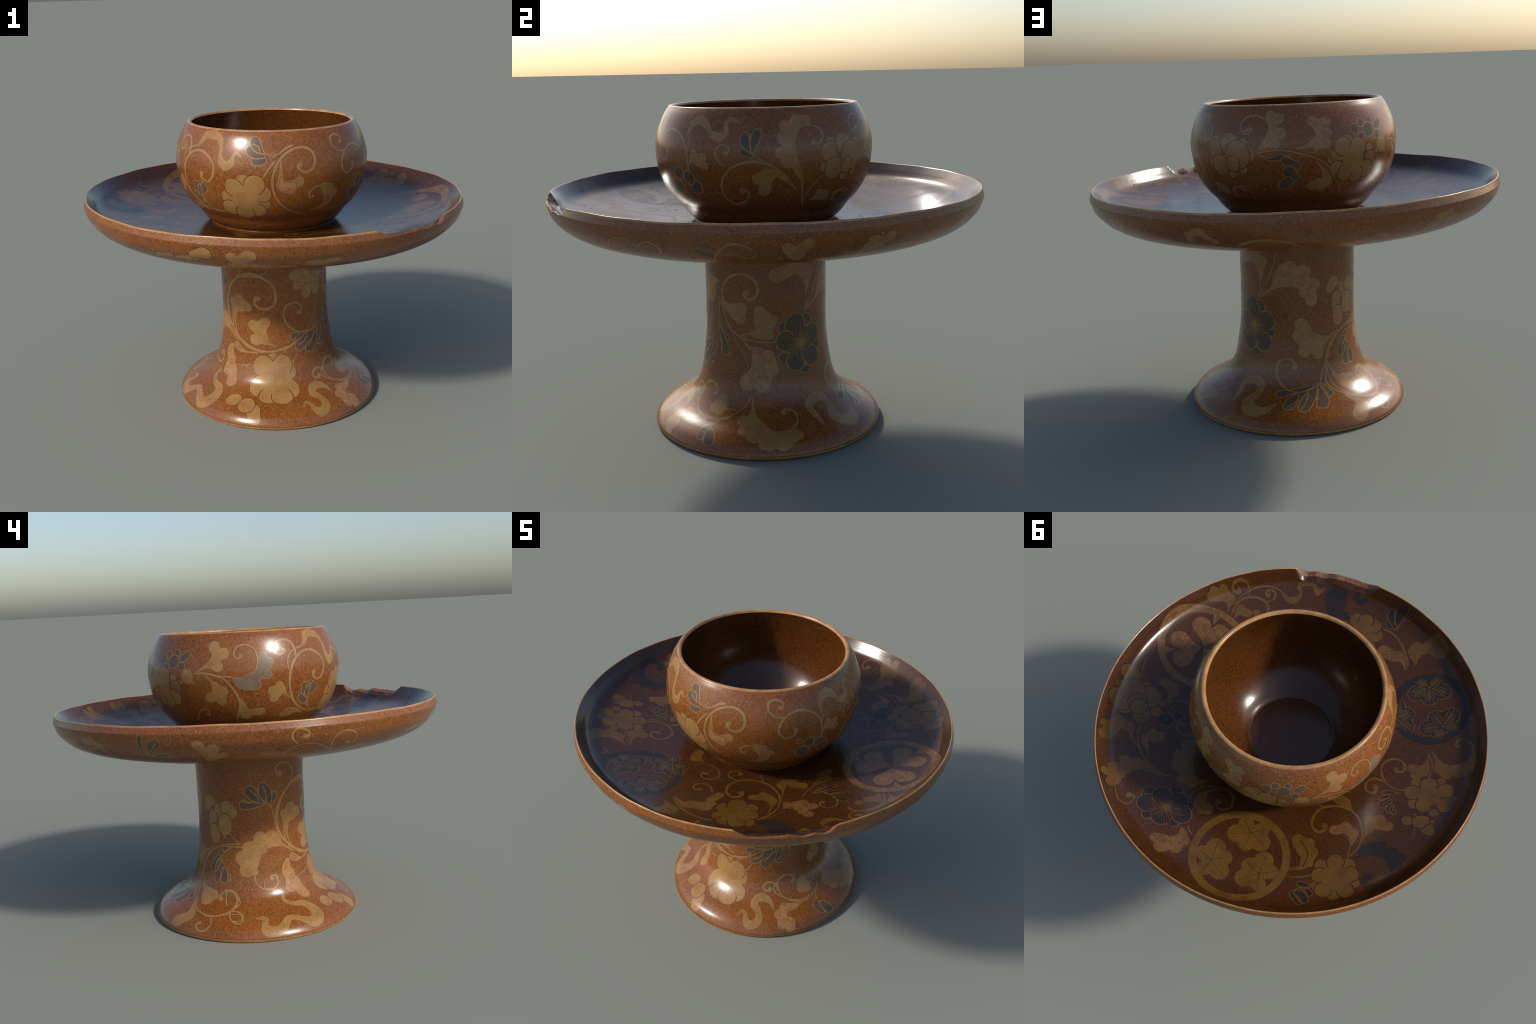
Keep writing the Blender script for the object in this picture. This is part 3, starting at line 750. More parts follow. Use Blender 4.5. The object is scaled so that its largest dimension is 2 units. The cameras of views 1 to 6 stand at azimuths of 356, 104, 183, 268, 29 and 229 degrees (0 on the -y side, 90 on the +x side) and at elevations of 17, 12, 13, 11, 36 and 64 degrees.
vine("stem", "tendril", [(-49.8, 0.54), (-66.5, 0.533), (-78, 0.56), (-85.1, 0.604), (-86.6, 0.648), (-83, 0.691), (-74.4, 0.704), (-66.7, 0.678), (-67.8, 0.648), (-72.1, 0.652)], 3.7, 6.8, 14.8)
vine("stem", "vine", [(-60.7, 0.533), (-48.7, 0.546), (-39, 0.589), (-33.3, 0.636), (-35.2, 0.73), (-31.4, 0.801)], 3.1, 3.1)
vine("stem", "vine", [(-61.2, 0.543), (-53, 0.598), (-48.2, 0.657), (-46.4, 0.708)], 2.7, 2.7)
motif("stem", "leaf", "silver", [(-52.7, 0.53, 11.8), (-66.6, 0.523, 18.2), (-76.6, 0.518, 23.4)], [(-51.3, 0.516, 18.4), (-63.1, 0.489, 31.4), (-71.2, 0.463, 27.4)], [(-48.3, 0.499, 18.5), (-54.9, 0.458, 25.1), (-60, 0.443, 27.6)], [(-44.1, 0.506, 11.9), (-45, 0.46, 23.9)], layered=True, outline=0.0045, veins=[[(-70, 0.528), (-77.5, 0.504)], [(-61, 0.518), (-65.3, 0.485), (-72.3, 0.47)], [(-52, 0.523), (-55.8, 0.48), (-61.2, 0.451)], [(-43, 0.535), (-42.6, 0.489), (-47, 0.458)]])
vine("stem", "vine", [(-97, 0.448), (-90, 0.46), (-78.5, 0.475)], 4.9, 3.0)
vine("stem", "vine", [(-92.6, 0.423), (-84.2, 0.458), (-78.6, 0.47)], 3.0, 3.0)
vine("stem", "vine", [(-84.2, 0.364), (-78.6, 0.393), (-73.7, 0.432)], 3.7, 3.1)
vine("stem", "vine", [(-79.3, 0.355), (-79, 0.391)], 3.1, 3.1)
vine("stem", "vine", [(-24.9, 0.168), (-36.1, 0.188), (-43.4, 0.221), (-47.7, 0.263), (-48, 0.311), (-44.6, 0.343), (-36.5, 0.349), (-31.7, 0.316), (-34.1, 0.293)], 4.5, 5.8, 9.0)
vine("stem", "tendril", [(-49.2, 0.291), (-52.5, 0.317), (-58.8, 0.32), (-62.1, 0.298), (-60.7, 0.273), (-55.6, 0.274), (-56.8, 0.289)], 5.6, 6.9, 12.5)
vine("stem", "tendril", [(-36.1, 0.188), (-24.4, 0.177), (-13.3, 0.199), (-10.3, 0.229)], 3.8, 3.2)
motif("stem", "leaf", "gold", [(-26.3, 0.302, 6.1), (-24.2, 0.256, 26.1), (-21.6, 0.229, 22)], [(-27.1, 0.249, 24.6)])
motif("stem", "leaf", "gold", [(-54.5, 0.163, 4.6), (-56.1, 0.209, 14.6), (-61.4, 0.234, 23.8), (-67.7, 0.225, 23.6), (-69, 0.194, 23.6), (-65.8, 0.163, 18.3), (-64.7, 0.119, 20.9), (-66.7, 0.089, 23.3), (-70.5, 0.076, 24.5), (-73, 0.1, 16.8), (-74.5, 0.134, 9.7), (-77, 0.149, 8.4), (-79.7, 0.121, 5.2)], [(-70.1, 0.068, 11.6), (-70.9, 0.05, 5.8)])
motif("stem", "flower", "copper", [(-31.8, 0.173, 6.1), (-41, 0.165, 21.5), (-46.7, 0.17, 25.3)], [(-46.5, 0.152, 25.3), (-51.5, 0.134, 26.5)], [(-49.2, 0.116, 31.8), (-49.6, 0.076, 27.8)], [(-44.7, 0.087, 25.3), (-45.2, 0.055, 26.6)], layered=True)
vine("stem", "tendril", [(21.4, 0.565), (5.1, 0.568), (-8.8, 0.583), (-20, 0.613), (-27.6, 0.682), (-30.6, 0.749), (-28.4, 0.82), (-20.1, 0.863), (-8.8, 0.878), (1.2, 0.863), (6.3, 0.82), (5.5, 0.788), (-0.4, 0.762), (-6.1, 0.781), (-2.2, 0.801)], 4.3, 7.9, 14.6)
vine("stem", "vine", [(-8.8, 0.577), (-2.4, 0.54), (2, 0.528)], 3.7, 4.9)
vine("stem", "vine", [(-19.2, 0.594), (-10.1, 0.53), (-1.8, 0.443)], 2.2, 2.2)
vine("stem", "vine", [(-30.4, 0.788), (-37.9, 0.814), (-45, 0.82)], 3.7, 3.7)
motif("stem", "leaf", "gold", [(-29.8, 0.749, 3.9), (-26.5, 0.725, 14.4), (-18, 0.708, 30), (-9.4, 0.719, 28.5)], [(-15.2, 0.691, 31.3), (-10.9, 0.673, 27.3)])
motif("stem", "leaf", "gold", [(-11.4, 0.594, 3.9), (-1, 0.604, 7.8), (10.1, 0.613, 29.8), (11.4, 0.661, 42.7), (8, 0.708, 28.4)], [(15, 0.648, 37.5), (18.7, 0.665, 25.9)], [(12.5, 0.607, 29.9), (16.1, 0.598, 20.8)])
motif("stem", "leaf", "silver", [(-36.3, 0.625, 6), (-31.6, 0.577, 14.6), (-27.3, 0.516, 27.9)], [(-29.7, 0.604, 8), (-23.1, 0.565, 10.6)], [(-39.6, 0.574, 12.1), (-43.1, 0.499, 18.9), (-43.5, 0.456, 16.3)], [(-49.8, 0.543, 10.9), (-52.2, 0.458, 16.4)], layered=True, outline=0.0045, veins=[[(-35.4, 0.598), (-31.4, 0.546), (-31.8, 0.506)], [(-40.7, 0.56), (-41.2, 0.516), (-44.2, 0.46)]])
vine("stem", "vine", [(-35.3, 0.625), (-35.9, 0.682), (-32.5, 0.743)], 4.4, 3.7)
motif("stem", "blossom", "silver", [(52.6, 0.652, 34.2)], [(29.7, 0.628, 31.2)], [(64.3, 0.53, 30.8)], [(49.1, 0.429, 27.9)], [(30.1, 0.487, 30.2)], [(41, 0.64, 52.2)], [(31, 0.565, 48.3)], [(40.4, 0.47, 48.8)], [(57.7, 0.477, 48.1)], [(59.8, 0.583, 49.2)], [(45.5, 0.549, 25.4)], layered=True, core=True, fillet=0.001, outline=0.0045)
stamens("stem", (45.5, 0.549), 0.083)
motif("stem", "leaf", "copper", [(-1.7, 0.54, 4.6), (5, 0.523, 20.9), (8.6, 0.487, 43.2), (8.6, 0.418, 49.8)], [(14.5, 0.499, 31.4), (16.7, 0.443, 38)], [(2.8, 0.401, 43.4), (-2.7, 0.381, 36.9)], [(10.8, 0.395, 38.1), (9.7, 0.368, 31.5)])
motif("stem", "leaf", "gold", [(53.5, 0.781, 5.9), (54.4, 0.826, 14.3), (51, 0.883, 36.3), (43.5, 0.908, 32.1)], [(38, 0.898, 29.5), (23.5, 0.873, 35.8)], [(55.9, 0.873, 29.9)])
vine("stem", "vine", [(49.2, 0.691), (55.8, 0.719), (65.5, 0.749), (70.5, 0.873)], 4.3, 2.4)
vine("stem", "vine", [(49.2, 0.691), (53.3, 0.737), (53.5, 0.788)], 3.1, 3.1)
vine("stem", "vine", [(1.1, 0.32), (-4.9, 0.258), (-11.8, 0.215), (-20.3, 0.192), (-31.6, 0.188), (-44.3, 0.223), (-52.6, 0.28), (-44.6, 0.337), (-33.7, 0.346), (-29.3, 0.322), (-31.9, 0.298)], 3.7, 4.9, 9.9)
vine("stem", "tendril", [(-52.7, 0.249), (-48.5, 0.296), (-54.3, 0.322), (-62.3, 0.292), (-56.7, 0.271)], 3.2, 3.9)
motif("stem", "leaf", "gold", [(-9.7, 0.251, 4), (-17.3, 0.249, 8), (-24, 0.258, 37.4), (-22.4, 0.291, 21.4)], [(-26.6, 0.245, 28.1)])
motif("stem", "leaf", "gold", [(1.7, 0.317, 4.6), (2.8, 0.274, 7.9), (3.1, 0.223, 20.9), (7.3, 0.17, 36.3), (13.5, 0.116, 39.8), (20.3, 0.1, 42.3), (26.3, 0.116, 36.1)], [(-1.7, 0.199, 31.4)], [(-0.1, 0.147, 27.2)], [(7.2, 0.116, 36)], [(13.5, 0.081, 35.8)], [(21.3, 0.076, 33.2)], [(28.5, 0.116, 30.9)])
vine("stem", "tendril", [(26.1, 0.136), (31.9, 0.182), (33.2, 0.231), (29.4, 0.258), (24.5, 0.251), (25.1, 0.229)], 4.8, 6.0, 12.1)
motif("stem", "bud", "silver", [(-20.2, 0.155, 4.6), (-22.6, 0.119, 25), (-22.2, 0.081, 21)], [(-18.8, 0.066, 16.9)], [(-18.4, 0.104, 23.5), (-16.7, 0.07, 27.3)], layered=True, outline=0.0045)
vine("stem", "vine", [(-14.3, 0.207), (-18.7, 0.173), (-20.1, 0.144)], 4.3, 3.7)
motif("stem", "leaf", "copper", [(53, 0.695, 4.6), (65.2, 0.743, 7.8), (74.7, 0.788, 29.9), (81.1, 0.826, 49.1)], [(82.3, 0.807, 49.2), (84.8, 0.851, 36.1)], [(90.8, 0.801, 42.7), (98.1, 0.833, 34.9)], [(98, 0.775, 36.3), (107.7, 0.768, 31.2)], [(99.2, 0.737, 29.9), (104.7, 0.719, 30), (105.3, 0.686, 27.4)], layered=True)
vine("stem", "vine", [(49.6, 0.691), (61.1, 0.775), (68.5, 0.863), (72.2, 0.932)], 3.1, 4.3)
motif("stem", "leaf", "gold", [(132.8, 0.523, 4), (120, 0.489, 10.6), (111.9, 0.48, 35.8), (100.9, 0.497, 43.6), (94, 0.518, 36.9)], [(98.7, 0.535, 36.9), (95.4, 0.574, 31.5)], [(100.7, 0.46, 38.3), (98.4, 0.443, 31.7)], [(110.2, 0.443, 37.2), (110.3, 0.425, 27.9)])
vine("stem", "vine", [(179.5, 0.53), (140.2, 0.528), (125.6, 0.48), (118.7, 0.425), (116.8, 0.376)], 3.9, 4.6)
vine("stem", "vine", [(116.8, 0.376), (112.1, 0.323), (109.6, 0.282)], 4.4, 6.2)
vine("stem", "vine", [(117.4, 0.376), (118.2, 0.299), (122.7, 0.24), (129, 0.196)], 4.4, 4.4)
motif("stem", "leaf", "gold", [(122.2, 0.338, 4), (126.8, 0.295, 12.1), (132.6, 0.267, 37.9), (139.9, 0.267, 28.6)], [(134, 0.242, 28.4)])
vine("stem", "tendril", [(109.4, 0.276), (97.6, 0.247), (88.1, 0.245), (78.9, 0.276), (73.4, 0.323), (73.7, 0.379), (80.7, 0.406), (87.7, 0.395), (89.7, 0.369), (86.3, 0.364)], 4.4, 8.1, 14.9)
motif("stem", "leaf", "silver", [(108.3, 0.274, 12), (89, 0.249, 14.6), (78.2, 0.229, 22.5)], [(100.9, 0.245, 14.6), (89.2, 0.205, 25), (85.6, 0.165, 27.5)], [(111.2, 0.268, 12), (114.8, 0.225, 22.6)], [(107.8, 0.261, 14.6), (108.3, 0.192, 31.7), (107, 0.165, 27.6)], [(104.5, 0.251, 18.6), (97.6, 0.188, 31.5), (95, 0.152, 27.4)], layered=True, veins=[[(92.8, 0.238), (90.1, 0.19), (84.7, 0.157)], [(99.4, 0.244), (96.8, 0.188), (93.2, 0.142)], [(106.1, 0.256), (104.9, 0.196)], [(111.3, 0.265), (113.3, 0.225)]])
vine("stem", "vine", [(103.3, 0.416), (93.2, 0.345), (85.9, 0.271)], 1.9, 1.9)
motif("stem", "leaf", "gold", [(47.4, 0.147, 5.4), (46.4, 0.203, 14.9), (44.9, 0.258, 20.4), (55.1, 0.286, 22.9), (61.2, 0.268, 22.8), (61.6, 0.221, 22.7), (58.5, 0.165, 29.3), (63.8, 0.119, 35.6), (70.2, 0.121, 24.9), (77.2, 0.173, 5.3)], [(59.7, 0.126, 19.9)], [(67.9, 0.102, 19.6)])
vine("stem", "tendril", [(24.3, 0.149), (32.4, 0.192), (31.8, 0.244), (25.6, 0.247)], 2.6, 3.9)
vine("stem", "tendril", [(155.6, 0.215), (152.8, 0.26), (151.9, 0.299), (160.6, 0.291), (165.3, 0.24), (159.5, 0.179), (163.3, 0.121), (168.4, 0.131), (168.3, 0.165)], 4.5, 4.5)
motif("stem", "leaf", "silver", [(-161.1, 0.73, 4.9), (-164.9, 0.762, 15.3), (-182.3, 0.749, 19.4), (-189.4, 0.755, 27.8)], [(-161.5, 0.755, 12.5), (-157.2, 0.794, 20.9)], [(-164.9, 0.768, 12.5), (-177.8, 0.801, 33.2), (-182.8, 0.826, 31.8)], [(-163.5, 0.768, 15.3), (-167.1, 0.814, 36), (-169.3, 0.845, 24.9)], layered=True, veins=[[(-191.1, 0.775), (-183.5, 0.762)], [(-182.7, 0.833), (-175.3, 0.794), (-174.2, 0.768)], [(-168.9, 0.845), (-165.9, 0.794), (-166.2, 0.768)]])
vine("stem", "vine", [(-160.4, 0.725), (-158.8, 0.669), (-155.6, 0.628)], 3.3, 3.3)
vine("stem", "vine", [(-108.5, 0.436), (-130.2, 0.47), (-145.2, 0.535), (-153.7, 0.604), (-154.1, 0.691), (-148.5, 0.775), (-137.2, 0.833), (-106.6, 0.851)], 6.2, 4.8)
vine("stem", "tendril", [(-135.1, 0.839), (-132.2, 0.903), (-140.5, 0.95), (-148.9, 0.958), (-154.7, 0.932), (-152.1, 0.898), (-147.7, 0.908)], 4.0, 6.6, 14.5)
motif("stem", "leaf", "gold", [(-140.2, 0.523, 4.3), (-143.5, 0.574, 5), (-142.6, 0.628, 9.2), (-143, 0.669, 32.5), (-136.8, 0.708, 34)], [(-135.3, 0.673, 31.3), (-128.4, 0.686, 27.2)])
motif("stem", "leaf", "gold", [(-138, 0.482, 5), (-151.8, 0.53, 11.3), (-161.4, 0.568, 39.4), (-163.3, 0.589, 25.3)], [(-167.2, 0.551, 33.8), (-174.9, 0.577, 35.1)], [(-175.5, 0.528, 40.8), (-186.9, 0.528, 33.7)], [(-182.4, 0.487, 40.8), (-193.3, 0.475, 38.1)], [(-184.1, 0.441, 33.8), (-189.2, 0.414, 38.1)], [(-182, 0.401, 18.4)])
vine("stem", "tendril", [(177.8, 0.408), (178.9, 0.348), (185.4, 0.313), (193.2, 0.307), (199.7, 0.334), (198.8, 0.374), (193.4, 0.374), (195, 0.352)], 4.6, 5.3, 10.6)
vine("stem", "vine", [(165.2, 0.549), (149.7, 0.543), (133.1, 0.506), (122.4, 0.441), (118.1, 0.372), (115.2, 0.276), (125.7, 0.203), (137, 0.155), (147.6, 0.142), (155.6, 0.165), (161.5, 0.209), (162.5, 0.263), (157.7, 0.301), (150.5, 0.301), (146.6, 0.267), (149.9, 0.253)], 4.6, 7.9, 14.5)
vine("stem", "tendril", [(157.2, 0.17), (162.1, 0.19), (168.1, 0.17), (169.5, 0.128), (166.7, 0.106), (163.2, 0.121)], 4.6, 5.9, 10.5)
vine("stem", "tendril", [(147.6, 0.142), (150.2, 0.089), (147.5, 0.049), (142.5, 0.054), (141.5, 0.082), (143.9, 0.089)], 4.6, 6.6, 11.9)
vine("stem", "vine", [(153.3, 0.613), (157.2, 0.58), (164.5, 0.549)], 3.9, 3.9)
vine("stem", "vine", [(156.9, 0.54), (151.1, 0.513), (145.1, 0.501)], 3.3, 3.3)
vine("stem", "vine", [(136, 0.937), (136.3, 0.833), (139.7, 0.749)], 1.6, 1.6)
motif("stem", "leaf", "gold", [(136.8, 0.755, 4.9), (129.9, 0.768, 26.9), (125.4, 0.737, 22.8)])
motif("stem", "bud", "gold", [(140.9, 0.737, 25.3), (141.2, 0.704, 25.4)], [(151.9, 0.737, 40.5), (156.6, 0.713, 36.3)], [(133.3, 0.691, 29.8), (132.6, 0.648, 29.9)], [(135.1, 0.61, 37), (135.4, 0.577, 35.7)], [(148.7, 0.665, 42.2), (148.3, 0.632, 42.3)], [(159.4, 0.657, 9.8)], [(147.7, 0.583, 9.9)], layered=True, fillet=0.001)
motif("stem", "leaf", "silver", [(145.1, 0.501, 12.8), (137.1, 0.463, 24.4)], [(140.5, 0.465, 20), (134.2, 0.412, 24.5)], [(142.3, 0.432, 27.2), (140.8, 0.363, 25.8)], [(149.9, 0.397, 12.8), (151.8, 0.371, 17.1)], [(147.1, 0.401, 20), (147.5, 0.361, 22.8)], outline=0.0045, layered=True, veins=[[(143.6, 0.48), (137.3, 0.441)], [(144.5, 0.453), (137.8, 0.395)], [(147, 0.423), (143.2, 0.358)]])
motif("stem", "leaf", "gold", [(119.7, 0.368, 4.4), (124.2, 0.304, 8), (129.8, 0.277, 24.6), (135.5, 0.24, 34.5)], [(135.9, 0.263, 34.6), (140.4, 0.276, 23)])
motif("stem", "leaf", "gold", [(123, 0.225, 4.4), (128.3, 0.163, 13), (131.4, 0.131, 27.2)], [(131.3, 0.11, 34.4), (125.7, 0.068, 34.6)])
motif("stem", "leaf", "silver", [(107, 0.274, 7.4), (108.3, 0.215, 13.4), (104.4, 0.155, 13.4)], [(111.1, 0.251, 10.4), (113.2, 0.209, 11.8)], [(99, 0.274, 6), (93.7, 0.209, 10.6)])
motif("stem", "leaf", "gold", [(-158.1, 0.285, 5), (-159.4, 0.242, 11.3), (-153.9, 0.209, 12.8), (-145.4, 0.19, 22.8), (-142.5, 0.152, 29.9), (-143.3, 0.102, 32.6), (-147.6, 0.069, 32.3), (-152.3, 0.086, 22.4), (-156.7, 0.112, 16.8), (-161.3, 0.123, 18.1), (-164.9, 0.097, 19.4), (-169.8, 0.056, 26.2), (-175.4, 0.06, 28.9), (-177.8, 0.089, 15.2), (-177.1, 0.136, 15.3), (-181.9, 0.142, 6.2)])

# outer side of the dish
motif("rim", "flower", "gold", [(-128.8, 0.709, 9.7), (-124.5, 0.714, 18.1)], [(-122.7, 0.702, 12.7), (-116.9, 0.717, 24)], [(-116.7, 0.741, 23.9), (-113.8, 0.751, 37.1)], layered=True, fillet=0.001)
motif("rim", "leaf", "gold", [(-105.4, 0.698, 19.6), (-106.5, 0.741, 26.6)], [(-104.4, 0.714, 29.8), (-102, 0.752, 34.5)], [(-107.3, 0.669, 14.6), (-103.3, 0.675, 14.5)])
motif("rim", "leaf", "gold", [(-84.2, 0.699, 22.7), (-86.2, 0.693, 19.6)], [(-82.3, 0.694, 20.7), (-79.1, 0.706, 20.8)], [(-86.4, 0.676, 9.3), (-79.9, 0.66, 9.4)])
motif("rim", "leaf", "gold", [(-93, 0.663, 7.3), (-91.2, 0.668, 8.3), (-89.6, 0.657, 6.2)])
vine("rim", "tendril", [(-54.3, 0.687), (-52.2, 0.738), (-48.8, 0.752), (-42.9, 0.725)], 3.1, 3.1)
vine("rim", "tendril", [(-17, 0.63), (-16.3, 0.717), (-19, 0.752), (-22.3, 0.751), (-25.3, 0.723), (-26.8, 0.676), (-24.4, 0.663)], 3.3, 4.2, 7.5)
vine("rim", "tendril", [(-16.1, 0.687), (-16.2, 0.719), (-14.1, 0.748), (-11.7, 0.742), (-10.6, 0.709), (-12.1, 0.673), (-13.6, 0.689)], 3.7, 5.6, 10.2)
motif("rim", "leaf", "silver", [(-3.9, 0.675, 10.6), (-3.2, 0.655, 12.6)], [(-1.4, 0.712, 20), (1, 0.693, 24.8)], outline=0.004, layered=True)
vine("rim", "tendril", [(1, 0.606), (2.4, 0.694), (4.8, 0.745), (7.4, 0.756), (9.9, 0.739), (11.4, 0.705), (10.4, 0.669), (8.1, 0.673)], 4.1, 4.6, 8.2)
motif("rim", "leaf", "gold", [(20.4, 0.679, 31.3), (18.3, 0.736, 22.4)], [(20.7, 0.712, 31), (22.6, 0.751, 23.3)], [(16.9, 0.662, 15.2)], [(20.7, 0.64, 19.2)])
motif("rim", "leaf", "gold", [(35, 0.628, 7.9), (37.3, 0.706, 27.2), (38.1, 0.742, 23.1)], [(39.1, 0.709, 23.4), (41.9, 0.751, 23.4)])
motif("rim", "leaf", "copper", [(44.4, 0.671, 9), (47, 0.688, 15), (49.6, 0.691, 12.1)])
motif("rim", "leaf", "gold", [(65.9, 0.733, 19.5), (65.5, 0.703, 17.8)], [(67.9, 0.753, 19.3), (69.7, 0.755, 17.4)], [(70.3, 0.731, 19.3)], [(72.4, 0.697, 19.3)], [(65.9, 0.733, 18.6), (69.1, 0.744, 13.8), (72, 0.705, 13.8)])
motif("rim", "leaf", "gold", [(77.2, 0.652, 6.5), (78.4, 0.672, 9.2), (81.5, 0.701, 10), (86, 0.709, 7.2), (91.1, 0.684, 4.5), (94, 0.63, 2.8)])
motif("rim", "leaf", "gold", [(36.8, 0.752, 9.2), (40, 0.733, 18.3), (40.7, 0.706, 11.2)], [(39.6, 0.768, 9.1)])
motif("rim", "leaf", "gold", [(44.6, 0.692, 7), (50.1, 0.688, 10.8)], [(55.9, 0.691, 13.5), (59.2, 0.682, 10.5)])
motif("rim", "leaf", "gold", [(124.4, 0.648, 7.7), (127.9, 0.701, 22.1), (132.1, 0.733, 32), (132.5, 0.763, 17.4)], [(135.9, 0.73, 13.8)], veins=[[(124.7, 0.666), (128, 0.708), (133.4, 0.728)]])
motif("rim", "leaf", "copper", [(108.5, 0.657, 10.2), (111.5, 0.676, 12.9)], [(112.9, 0.694, 14.8), (115.6, 0.682, 14.9)], [(118.8, 0.668, 13.2)])
motif("rim", "leaf", "gold", [(128.4, 0.753, 10.9), (132.9, 0.747, 22.4), (135.3, 0.697, 20.4), (138.4, 0.64, 5.8)], veins=[[(135.7, 0.751), (135.3, 0.712), (136.9, 0.641)]])
motif("rim", "leaf", "silver", [(151.4, 0.662, 4.2), (155.2, 0.678, 19.4), (156.5, 0.678, 14.7)], [(151.6, 0.676, 4.2), (153.6, 0.744, 25.6), (154.7, 0.756, 25.5)], [(150.8, 0.671, 4.2), (150.1, 0.76, 12.9), (150.6, 0.781, 16.5)], layered=True, outline=0.0045, veins=[[(151.8, 0.701), (154.6, 0.752)], [(151.1, 0.738), (151.9, 0.762)]])
motif("rim", "leaf", "gold", [(167.9, 0.62, 21.1), (167, 0.712, 21.6), (165.9, 0.744, 25.1)], [(168.8, 0.689, 26.2), (169.6, 0.719, 27.8)], [(168.7, 0.64, 21.9), (172.1, 0.669, 20.8)])
vine("rim", "vine", [(-172.3, 0.62), (-170.3, 0.694), (-167.8, 0.714), (-164.6, 0.715), (-161.1, 0.687), (-158, 0.64)], 4.3, 3.9)
vine("rim", "tendril", [(-168.3, 0.712), (-170, 0.745), (-170.5, 0.772), (-169.6, 0.796), (-167.8, 0.796), (-166.2, 0.777), (-166.4, 0.756), (-167.7, 0.766)], 4.2, 6.3, 12.6)
vine("rim", "tendril", [(-157.5, 0.624), (-159.1, 0.717), (-158, 0.755), (-155.6, 0.768), (-153, 0.753), (-151.9, 0.722), (-152.5, 0.687), (-154.8, 0.702)], 3.9, 5.7, 11.4)
motif("rim", "leaf", "gold", [(-151.6, 0.618, 7.6), (-149.3, 0.649, 12.4), (-146.9, 0.645, 9.6)])
motif("rim", "leaf", "gold", [(-129.2, 0.694, 13.1), (-125.1, 0.715, 13.2)])

# dish: dark ground, three crests, vine scrolls
motif("dish", "blossom", "silver", [(0.181, 0.756, 40.8)], [(0.105, 0.649, 40.8)], [(0.012, 0.649, 34.3)], [(-0.014, 0.75, 34)], [(0.093, 0.823, 35.1)], [(0.148, 0.797, 49.6)], [(0.137, 0.712, 49.9)], [(0.062, 0.667, 49.7)], [(-0.01, 0.695, 49.3)], [(0.046, 0.781, 51.1)], [(0.07, 0.733, 28.8)], layered=True, core=True, fillet=0.001)
stamens("dish", (0.07, 0.733), 0.1)
vine("dish", "tendril", [(0.312, 0.862), (0.271, 0.886), (0.225, 0.898), (0.192, 0.881), (0.192, 0.845), (0.21, 0.826), (0.232, 0.838), (0.217, 0.852)], 3.1, 7.6, 14.4)
motif("dish", "leaf", "copper", [(-0.064, 0.738, 4.2), (-0.096, 0.752, 21.1), (-0.134, 0.771, 27)], [(-0.106, 0.772, 25.2), (-0.115, 0.81, 46.6)], [(-0.103, 0.827, 35.4), (-0.09, 0.871, 39.9)], [(-0.07, 0.84, 26.1), (-0.035, 0.873, 26.1)], [(-0.14, 0.825, 30.6)])
vine("dish", "vine", [(-0.068, 0.707), (-0.103, 0.718), (-0.134, 0.719)], 4.8, 4.8)
motif("dish", "leaf", "gold", [(0.001, 0.462, 3.4), (0.018, 0.516, 5.8), (0.014, 0.561, 26.8), (-0.014, 0.589, 31.5)], [(-0.042, 0.577, 26.7), (-0.062, 0.566, 21.9)], [(-0.028, 0.596, 31.5), (-0.044, 0.601, 22.8)], [(-0.048, 0.587, 21.9), (-0.072, 0.583, 17.1)])
vine("dish", "vine", [(0.042, 0.614), (0.062, 0.566), (0.052, 0.513), (0.013, 0.461)], 4.5, 4.5)
vine("dish", "tendril", [(0.01, 0.461), (-0.045, 0.435), (-0.093, 0.447), (-0.119, 0.479), (-0.11, 0.518), (-0.077, 0.532), (-0.053, 0.515), (-0.071, 0.5)], 5.0, 8.1, 15.3)
grape_crest((-0.358, 0.608), (-0.222, 0.788), (-0.293, 0.487), (-0.29, 0.727), (-0.488, 0.592))
motif("dish", "leaf", "gold", [(-0.565, 0.464, 4.9), (-0.589, 0.411, 14.6), (-0.57, 0.359, 34.2)], [(-0.532, 0.342, 41.8), (-0.473, 0.333, 34.6)], [(-0.528, 0.331, 41.8), (-0.515, 0.302, 27.1)], [(-0.562, 0.345, 34.3), (-0.563, 0.323, 29.4)], [(-0.584, 0.378, 29.3), (-0.596, 0.373, 21.9)], veins=[[(-0.593, 0.407), (-0.549, 0.341), (-0.478, 0.327)]])
motif("dish", "flower", "gold", [(-0.723, 0.238, 39.1)], [(-0.647, 0.335, 38.1)], [(-0.81, 0.28, 31.9)], [(-0.794, 0.397, 33.5)], [(-0.711, 0.418, 33.7)], [(-0.672, 0.272, 43.1)], [(-0.77, 0.26, 40.8)], [(-0.817, 0.339, 42.2)], [(-0.746, 0.413, 42.3)], [(-0.677, 0.377, 40.8)], [(-0.736, 0.329, 67.9)], layered=True, core=True, fillet=0.002)
vine("dish", "vine", [(-0.578, 0.505), (-0.625, 0.455), (-0.654, 0.4)], 4.7, 4.7)
motif("dish", "flower", "silver", [(-0.697, 0.439, 3.2), (-0.673, 0.463, 16.4), (-0.65, 0.479, 16.4)], [(-0.675, 0.536, 20.8), (-0.724, 0.541, 21.5)], [(-0.708, 0.481, 24.4), (-0.717, 0.477, 20.8)], [(-0.686, 0.507, 25.3), (-0.728, 0.516, 24.3)], layered=True, veins=[[(-0.665, 0.511), (-0.693, 0.491), (-0.731, 0.49)], [(-0.675, 0.536), (-0.706, 0.528), (-0.736, 0.538)]])
